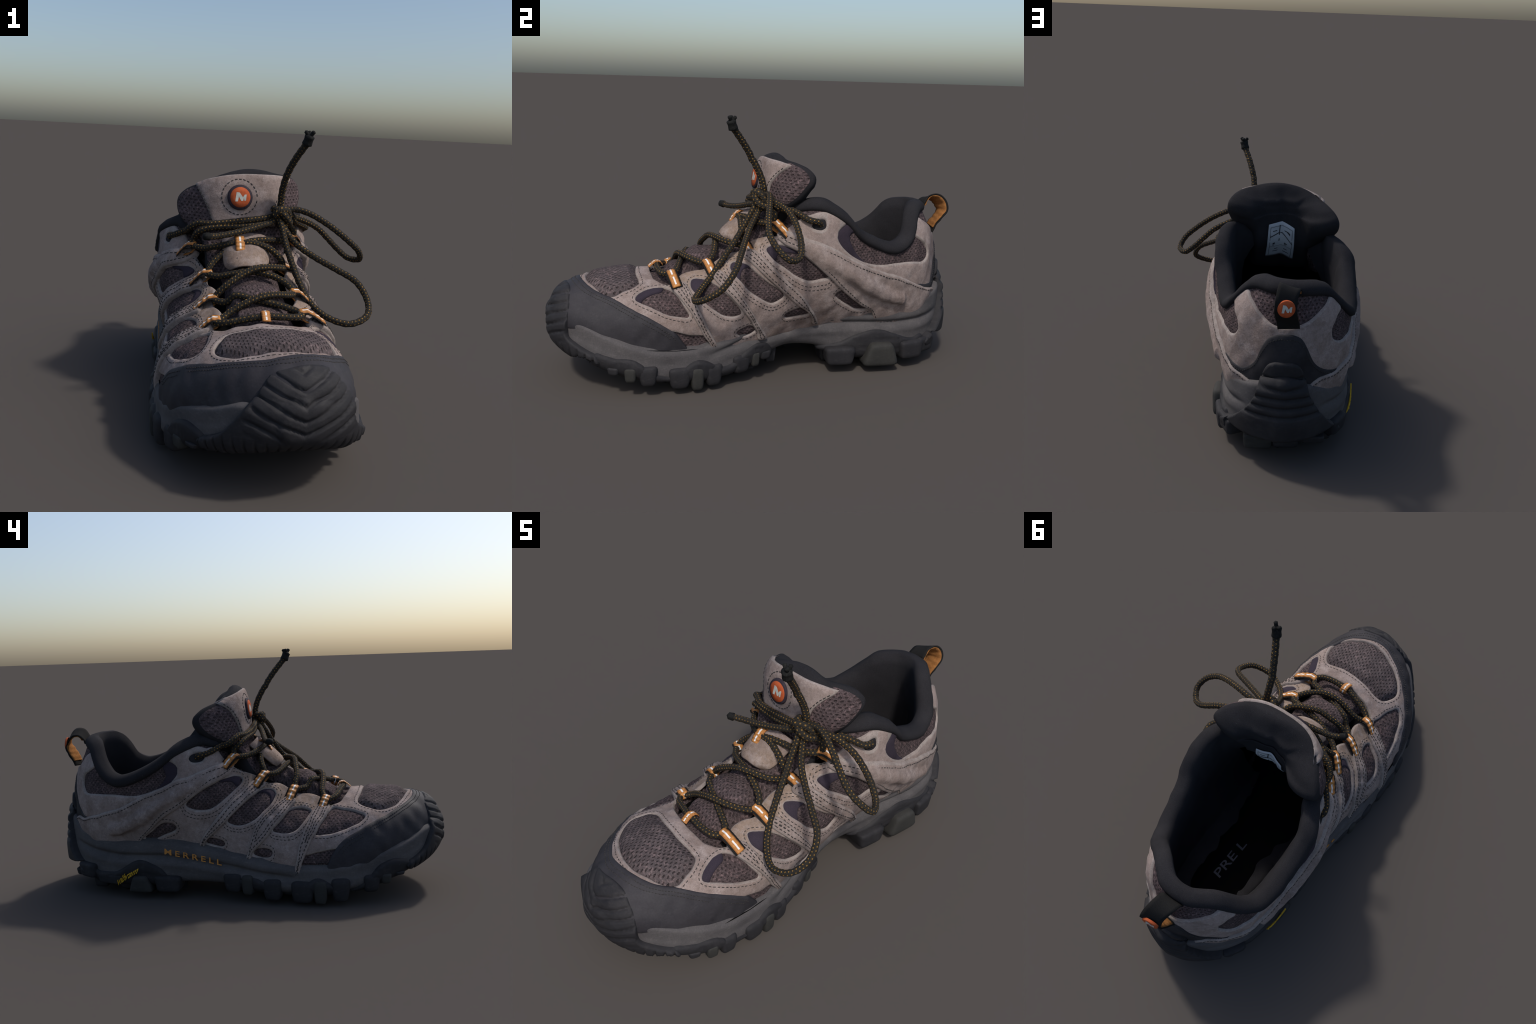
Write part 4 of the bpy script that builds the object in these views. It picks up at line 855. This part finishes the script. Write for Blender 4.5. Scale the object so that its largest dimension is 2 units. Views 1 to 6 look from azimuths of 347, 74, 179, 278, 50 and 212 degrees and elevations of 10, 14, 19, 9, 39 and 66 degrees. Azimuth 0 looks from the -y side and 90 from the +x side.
def insole_frame(u,w):
    a=np.array([-.024,.571,.1985]); b=np.array([-.034,.357,.1985]); c=np.array([-.067,.577,.1985])
    # letters read towards the toe
    P=c+np.outer(u,b+(c-a)-c)+np.outer(w,a-c); return P,np.tile([0,0,1.],(len(u),1))
text_patch('insole_lettering','PRE L',insole_frame,M_GREYINK,extr=.001)

# size label inside the tongue
def label():
    """folded paper-white size tag lying on the back of the tongue"""
    e=np.array([(.028,.845),(-.055,.858),(-.138,.828),(.034,.688),(-.044,.700),(-.120,.668)])
    def flat(u,v):
        t=2*u; a=e[:3] if 1 else 0
        r=[(q[0]*(1-t)+q[1]*t if t<=1 else q[1]*(2-t)+q[2]*(t-1)) for q in (e[:3],e[3:])]; return r[0]*(1-v)+r[1]*v
    def pt(u,v,h):
        x,z=flat(u,v); p=TF.back(np.array([x]),np.array([z]))[0]; return p+np.array([0,h,h*.3])
    nu,nv=20,10; V=[pt(i/nu,k/nv,.007) for k in range(nv+1) for i in range(nu+1)]; F=[(k*(nu+1)+i,k*(nu+1)+i+1,(k+1)*(nu+1)+i+1,(k+1)*(nu+1)+i) for k in range(nv) for i in range(nu)]
    o=add('size_label',V,F,M_LABEL); m=o.modifiers.new('s','SOLIDIFY'); m.thickness=.003; m.offset=0
    # printed frame and text rows
    W=[];Q=[]
    def bar(u0,u1,v0,v1):
        n=max(1,int((u1-u0)/.06)); m_=max(1,int((v1-v0)/.1)); k=len(W)
        for b in range(m_+1):
            for a in range(n+1): W.append(pt(u0+(u1-u0)*a/n,v0+(v1-v0)*b/m_,.0098))
        for b in range(m_):
            for a in range(n): Q.append((k+b*(n+1)+a,k+b*(n+1)+a+1,k+(b+1)*(n+1)+a+1,k+(b+1)*(n+1)+a))
    for v in (.12,.34,.55): bar(.10,.90,v,v+.012)
    bar(.10,.115,.12,.95); bar(.885,.90,.12,.95); bar(.43,.46,.10,.45)
    for u,v,w in ((.2,.25,.16),(.6,.25,.2),(.22,.44,.08),(.62,.44,.1),(.62,.49,.06),(.22,.49,.05),(.3,.66,.12),(.62,.68,.12),(.25,.76,.18),(.6,.80,.2)): bar(u,u+w,v,v+.028)
    add('label_print',W,Q,M_INK,o,smooth=False)
label()

# ================================================================ laces and loops
def spline3(P,step=.006):
    return catmull(np.asarray(P,float),closed=False,step=step)
def rest_on_shoe(P,r):
    """lift a cord out of the instep pads and the tongue wherever it would sink in"""
    P=P.copy(); m=(P[:,1]>-.55)&(P[:,1]<.10)&(P[:,2]<.80)&(np.abs(P[:,0]+.065)<.17)
    if m.any():
        Q=P[m]; a=Q[:,1]; th=np.arctan2(Q[:,0]-SPINE_X,Q[:,2]-SPINE_Z); S=UP.at(a,KR*th); S=S+UP.normal(a,KR*th)*tongue_height(S)[:,None]
        o=np.stack([np.full(len(a),SPINE_X),a,np.full(len(a),SPINE_Z)],1); d=Q-o; L_=np.linalg.norm(d,axis=1); need=np.linalg.norm(S-o,axis=1)+r*.9
        P[m]=o+d/L_[:,None]*np.maximum(L_,np.where(a<-.03,need,L_))[:,None]
    q=P[:,[0,2]]; m=(P[:,2]>.70)&(P[:,1]<.14)&inside(TONGUE,q)
    if m.any():
        S=TF.at(P[m,0],P[m,2],.010); n=TF.normal(P[m,0],P[m,2]); sd=((P[m]-S)*n).sum(1); P[m]+=n*np.clip(r*1.05-sd,0,.06)[:,None]
    for _ in range(4): P[1:-1]=(P[:-2]+2*P[1:-1]+P[2:])/4
    return P
def cord(name,P,r=.0138,mat=None,caps=True,wob=0,parent=None,n=14,flat=1.0):
    P=rest_on_shoe(spline3(P),r); t=np.gradient(P,axis=0); t/=np.linalg.norm(t,axis=1,keepdims=True)
    s=np.r_[0,np.cumsum(np.linalg.norm(np.diff(P,axis=0),axis=1))]
    u=np.cross(t[0],[.3,.2,1.]); u/=np.linalg.norm(u); V=[];UV=[];F=[]
    rr=np.full(len(P),r)
    if caps: rr=rr.copy()
    rr*=1+.05*np.sin(s*180+1)
    for i in range(len(P)):
        u=u-t[i]*(u@t[i]); u/=np.linalg.norm(u); w=np.cross(t[i],u)
        for k in range(n+1):
            a=2*math.pi*k/n; V.append(P[i]+(u*math.cos(a)+w*math.sin(a))*rr[i]); UV.append((k/n,s[i]))
    m=n+1
    for i in range(len(P)-1):
        for k in range(n): F.append((i*m+k,i*m+k+1,(i+1)*m+k+1,(i+1)*m+k))
    if caps:
        for i,sg in ((0,-1),(len(P)-1,1)):
            c=len(V); V.append(P[i]+t[i]*sg*r*.6); UV.append((0,s[i]))
            for k in range(n): F.append((c,i*m+k+1,i*m+k) if sg<0 else (c,i*m+k,i*m+k+1))
    return add(name,V,F,mat or M_LACE,parent,uvs=UV)
LOOPS={ # top (lace side), base (strap side)
 'l1':((-.240,-.418,.478),(-.280,-.402,.446)),'r1':((.098,-.452,.512),(.168,-.440,.475)),
 'l2':((-.228,-.262,.527),(-.284,-.240,.480)),'r2':((.103,-.291,.556),(.160,-.272,.512)),
 'l3':((-.234,-.119,.602),(-.278,-.082,.556)),'r3':((.095,-.112,.626),(.154,-.098,.600)),
 'l4':((-.285,.023,.697),(-.322,.060,.657)),'r4':((.160,.004,.742),(.200,.048,.698))}
def ribbon(name,path,width,wdir,mat,thick=.005,parent=None,uvlen=True):
    P=spline3(path,.004); t=np.gradient(P,axis=0); t/=np.linalg.norm(t,axis=1,keepdims=True); s=np.linspace(0,1,len(P)); V=[];UV=[];F=[]
    wd=np.array(wdir,float); c=7
    for i in range(len(P)):
        w=wd-t[i]*(wd@t[i]); w/=np.linalg.norm(w); nn=np.cross(w,t[i])
        for k in range(c):
            x=k/(c-1); V.append(P[i]+w*width*(x-.5)+nn*(thick/2*(1-abs(2*x-1)**6)+.0012*math.sin(s[i]*50))); UV.append((x,s[i]))
        for k in range(c):
            x=1-k/(c-1); V.append(P[i]+w*width*(x-.5)-nn*thick/2); UV.append((x,s[i]))
    m=2*c
    for i in range(len(P)-1):
        for k in range(m): F.append((i*m+k,i*m+(k+1)%m,(i+1)*m+(k+1)%m,(i+1)*m+k))
    F.append(tuple(range(m))[::-1]); F.append(tuple(range((len(P)-1)*m,len(P)*m)))
    return add(name,V,F,mat,parent,uvs=UV)
def lace_loop(top,base):
    top,base=np.array(top),np.array(base); d=top-base; L=np.linalg.norm(d); d/=L
    nrm=np.array([.35 if base[0]>-.07 else -.35,-.25,1.0]); nrm-=d*(nrm@d); nrm/=np.linalg.norm(nrm); w=np.cross(d,nrm)
    path=[base-d*.02+nrm*.010,base+d*.2*L+nrm*.016,base+d*.65*L+nrm*.019,top+nrm*.016,top+d*.016+nrm*.002,top+d*.012-nrm*.016,top-d*.02-nrm*.022,base+d*.1*L-nrm*.012]
    o=ribbon('lace_loop',path,.036,w,M_WEB,.006)
    ribbon('loop_backing',[p-nrm*.004 for p in path[:4]]+[top+d*.008],.052,w,M_LOOPBACK,.005,o)
for a,b in LOOPS.values(): lace_loop(a,b)
# loop at the toe end of the throat and the keeper on the tongue
ribbon('toe_loop',[(-.067,-.535,.505),(-.067,-.518,.520),(-.066,-.502,.531),(-.065,-.482,.528),(-.065,-.470,.510)],.034,(1,.15,0),M_WEB,.005)
ribbon('keeper_loop',[(-.099,-.150,.672),(-.099,-.142,.690),(-.099,-.132,.718),(-.098,-.113,.742),(-.098,-.092,.756),(-.098,-.065,.748)],.040,(1,0.05,0),M_WEB,.006)
def keeper():
    """suede tab stitched on the tongue under the webbing keeper"""
    prof=[(-.195,.648),(-.185,.660),(-.168,.674),(-.145,.694),(-.118,.718),(-.09,.740),(-.06,.760)]; V=[];n=25;F=[]
    for i,(y,z) in enumerate(prof):
        hw=np.interp(i,[0,.6,1.4,3,6],[.066,.086,.096,.102,.108]); c=-.080+.004*i
        for k in range(n):
            s=2*k/(n-1)-1; e=1-abs(s)**8; ed=1 if i>1 else (.0,.6)[i]
            V.append((c+hw*s,y+.030*abs(s)**4,z-.026*abs(s)**2.6+.008*e*ed))
    for i in range(len(prof)-1):
        for k in range(n-1): F.append((i*n+k,i*n+k+1,(i+1)*n+k+1,(i+1)*n+k))
    o=add('lace_keeper',V,F,M_SUEDE); m=o.modifiers.new('sub','SUBSURF'); m.levels=2; m.render_levels=2
    s=o.modifiers.new('sol','SOLIDIFY'); s.thickness=.012; s.offset=-1
    V=[];F=[]
    for r in range(3):
        for k in range(4):
            x=-.118+k*.018+.004*r; y=-.168-.008*r+.004*(k%2); z=.672-.010*r; q=len(V)
            V+=[(x-.006,y,z),(x,y-.003,z+.003),(x,y+.003,z-.001),(x,y-.002,z+.008),(x+.006,y,z)]; F+=[(q,q+1,q+3),(q,q+3,q+2),(q+4,q+3,q+1),(q+4,q+2,q+3)]
    add('keeper_stitching',V,F,M_STITCH,o)
keeper()
er,el=[UP.at(*EYELETS[k].mean(0)) for k in 'rl']; EYE_R=[tuple(er+np.array(d)) for d in ((-.012,.012,-.012),(.008,-.012,.014),(.004,-.05,.022))]; EYE_L=[tuple(el+np.array(d)) for d in ((.012,.010,-.012),(-.006,-.012,.012),(.006,-.05,.020))]
LACES=[
 [(-.080,-.500,.512),(-.118,-.489,.505),(-.156,-.478,.495),(-.195,-.467,.484),(-.225,-.448,.475),(-.243,-.425,.472)],
 [(-.080,-.500,.512),(-.059,-.497,.514),(-.017,-.501,.513),(.027,-.498,.510),(.069,-.486,.506),(.092,-.462,.508)],
 [(.095,-.452,.510),(.070,-.425,.517),(.034,-.412,.528),(-.023,-.392,.540),(-.080,-.370,.545),(-.137,-.346,.535),(-.192,-.312,.523),(-.228,-.272,.522)],
 [(-.240,-.422,.474),(-.215,-.408,.482),(-.182,-.396,.505),(-.123,-.398,.540),(-.061,-.396,.566),(.003,-.380,.570),(.060,-.344,.560),(.100,-.298,.552)],
 [(-.226,-.262,.525),(-.212,-.262,.545),(-.174,-.270,.585),(-.118,-.260,.622),(-.061,-.250,.648),(-.002,-.228,.650),(.061,-.195,.642),(.097,-.125,.626)],
 [(.103,-.288,.555),(.085,-.262,.580),(.049,-.246,.604),(-.014,-.230,.624),(-.079,-.213,.628),(-.143,-.192,.612),(-.201,-.162,.597),(-.236,-.125,.600)],
 [(-.234,-.120,.602),(-.222,-.108,.628),(-.185,-.092,.665),(-.124,-.088,.705),(-.054,-.096,.735),(.026,-.082,.742),(.104,-.052,.735),(.155,-.002,.740)],
 [(.096,-.115,.628),(.085,-.125,.660),(.036,-.118,.706),(-.038,-.106,.730),(-.112,-.104,.730),(-.179,-.076,.712),(-.238,-.030,.694),(-.282,.015,.696)],
 [(-.287,.025,.697),(-.278,.030,.722),(-.244,.022,.752),(-.188,.000,.774),(-.128,-.022,.786),(-.065,-.036,.794),(-.002,-.034,.803),(.060,-.035,.820),(.10,-.03,.835)],
 [*EYE_L,(-.301,.083,.755),(-.246,.034,.784),(-.179,-.004,.800),(-.108,-.022,.812),(-.034,-.030,.822),(.036,-.030,.832),(.09,-.02,.845)],
 [*EYE_R,(.205,.096,.795),(.170,.060,.808),(.135,.030,.825),(.10,.0,.84)],
 [(.160,.004,.742),(.170,.000,.765),(.155,.008,.785),(.130,.008,.800),(.105,-.005,.82)],
]
BRAID=ROOT
for p in LACES: cord('lace_run',p,parent=BRAID)
cord('bow_loop',[(.075,-.045,.845),(.088,-.066,.812),(.101,-.112,.734),(.120,-.165,.656),(.142,-.222,.584),(.172,-.280,.516),(.228,-.340,.468),(.315,-.384,.448),(.398,-.360,.474),(.424,-.290,.522),(.393,-.228,.588),(.310,-.184,.636),(.230,-.146,.677),(.158,-.106,.724),(.112,-.062,.780),(.10,-.035,.83)],parent=BRAID)
cord('bow_loop',[(.10,-.025,.860),(.160,-.022,.870),(.221,-.036,.856),(.290,-.058,.820),(.345,-.075,.783),(.403,-.084,.738),(.455,-.064,.694),(.478,-.020,.650),(.444,.034,.645),(.396,.058,.684),(.347,.062,.732),(.295,.056,.778),(.231,.043,.810),(.170,.020,.830),(.11,-.01,.840)],parent=BRAID)
cord('lace_tail',[(.08,-.035,.83),(.042,-.055,.812),(-.006,-.072,.800),(-.054,-.086,.787),(-.105,-.098,.775),(-.155,-.110,.766),(-.206,-.124,.760),(-.245,-.146,.762)],r=.0135,parent=BRAID)
cord('tail_tip',[(-.236,-.140,.761),(-.246,-.147,.762),(-.255,-.153,.763)],r=.0165,mat=M_LACE_END,parent=BRAID)
SH=[(.085,-.03,.855),(.092,-.030,.890),(.091,-.042,.938),(.093,-.064,.984),(.099,-.090,1.029),(.111,-.118,1.072),(.126,-.148,1.113),(.143,-.178,1.150),(.152,-.195,1.175)]
cord('lace_tail',SH,r=.0150,parent=BRAID)
# crushed aglet: swollen stub with torn prongs
tip=np.array([.150,-.191,1.168]); ax=np.array([.010,-.016,.045]); ax/=np.linalg.norm(ax)
cord('tail_tip',[tip-ax*.012,tip+ax*.012,tip+ax*.024],r=.0205,mat=M_LACE_END,parent=BRAID)
for d in ((.5,-.4,.7),(-.6,.1,.7),(.1,.6,.6)):
    dv=np.array(d)/np.linalg.norm(d); cord('tail_prong',[tip+ax*.016,tip+ax*.022+dv*.014,tip+ax*.024+dv*.026],r=.0085,mat=M_LACE_END,parent=BRAID)
# knot
cord('knot',[(.060,-.060,.845),(.075,-.072,.868),(.105,-.060,.872),(.128,-.035,.850),(.128,-.025,.815),(.108,-.050,.800)],r=.0165,parent=BRAID)
cord('knot',[(.062,-.035,.870),(.070,-.062,.872),(.100,-.070,.850),(.125,-.055,.822),(.138,-.020,.812),(.120,.01,.83)],r=.0165,parent=BRAID)
cord('knot',[(.06,-.01,.83),(.075,-.02,.85),(.11,-.015,.855),(.14,.0,.845),(.15,.015,.83)],r=.0165,parent=BRAID)

# ================================================================ pull tab
def pull_tab():
    path=[(-.085,.852,.748),(-.082,.866,.780),(-.078,.892,.803),(-.070,.930,.803),(-.062,.960,.776),(-.060,.970,.738),(-.066,.950,.698),(-.074,.928,.665),(-.078,.912,.632)]
    o=ribbon('pull_tab',path,.092,(-1,-.15,-.38),M_LOOPBACK,.010)
    P=spline3(path,.004); t=np.gradient(P,axis=0); t/=np.linalg.norm(t,axis=1,keepdims=True); cen=np.array([-.07,.91,.73])
    inner=[]
    for p,tt in zip(P,t):
        d=cen-p; d-=tt*(d@tt); inner.append(p+d/np.linalg.norm(d)*.0068)
    ribbon('pull_tab_lining',np.array(inner)[6:-3:6],.088,(-1,-.15,-.38),M_TABORANGE,.005,o)
    p=np.array([-.062,.9715,.744]); n=np.array([-.10,1,.06]); n/=np.linalg.norm(n)
    p=p+n*.006; disc('tab_badge',p-n*.006,n,(0,0,1),.036,.0115,M_BADGE,o); emblem_letter('tab_letter',p+n*.005,n,(-.05,0,1),.030,.0025,M_SILVER,o)
pull_tab()
# smooth underlay patches inside windows
def underlay(key,view,pts):
    o=catmull(UP.find(view,pts),step=.008); panel('underlay',UP,o,M_PURPLE,h=.0065,edge=.006,hfun=lambda W,P,d: puff(W)*.9)
underlay('collar_r',R,[(.345,.755),(.38,.712),(.332,.687),(.339,.659),(.374,.606),(.42,.56),(.374,.575),(.310,.62),(.276,.662),(.264,.689),(.268,.712),(.293,.735)])
underlay('collar_l',L,[(.345,.705),(.36,.66),(.345,.62),(.40,.55),(.36,.56),(.300,.595),(.280,.634),(.280,.66),(.30,.685)])
underlay('w4r',R,[(-.035,.622),(-.02,.645),(.034,.650),(.08,.636),(.13,.608),(.06,.61),(.01,.60),(.0,.575),(-.02,.595)])
underlay('w3r',R,[(-.197,.54),(-.181,.563),(-.15,.565),(-.11,.55),(-.14,.535),(-.155,.51),(-.16,.485),(-.185,.51)])
underlay('w2r',R,[(-.377,.462),(-.36,.491),(-.333,.497),(-.30,.49),(-.315,.465),(-.32,.44),(-.318,.405),(-.35,.43)])
underlay('tr',R,[(-.62,.418),(-.61,.437),(-.584,.449),(-.53,.456),(-.49,.456),(-.50,.436),(-.55,.428),(-.585,.415),(-.60,.403)])
underlay('w4l',L,[(.0,.588),(.0,.563),(.015,.548),(.04,.57),(.09,.578),(.10,.585),(.07,.597),(.028,.602)])
underlay('w3l',L,[(-.173,.504),(-.168,.487),(-.15,.465),(-.14,.495),(-.11,.512),(-.08,.512),(-.11,.53),(-.155,.524)])
build_stitches()
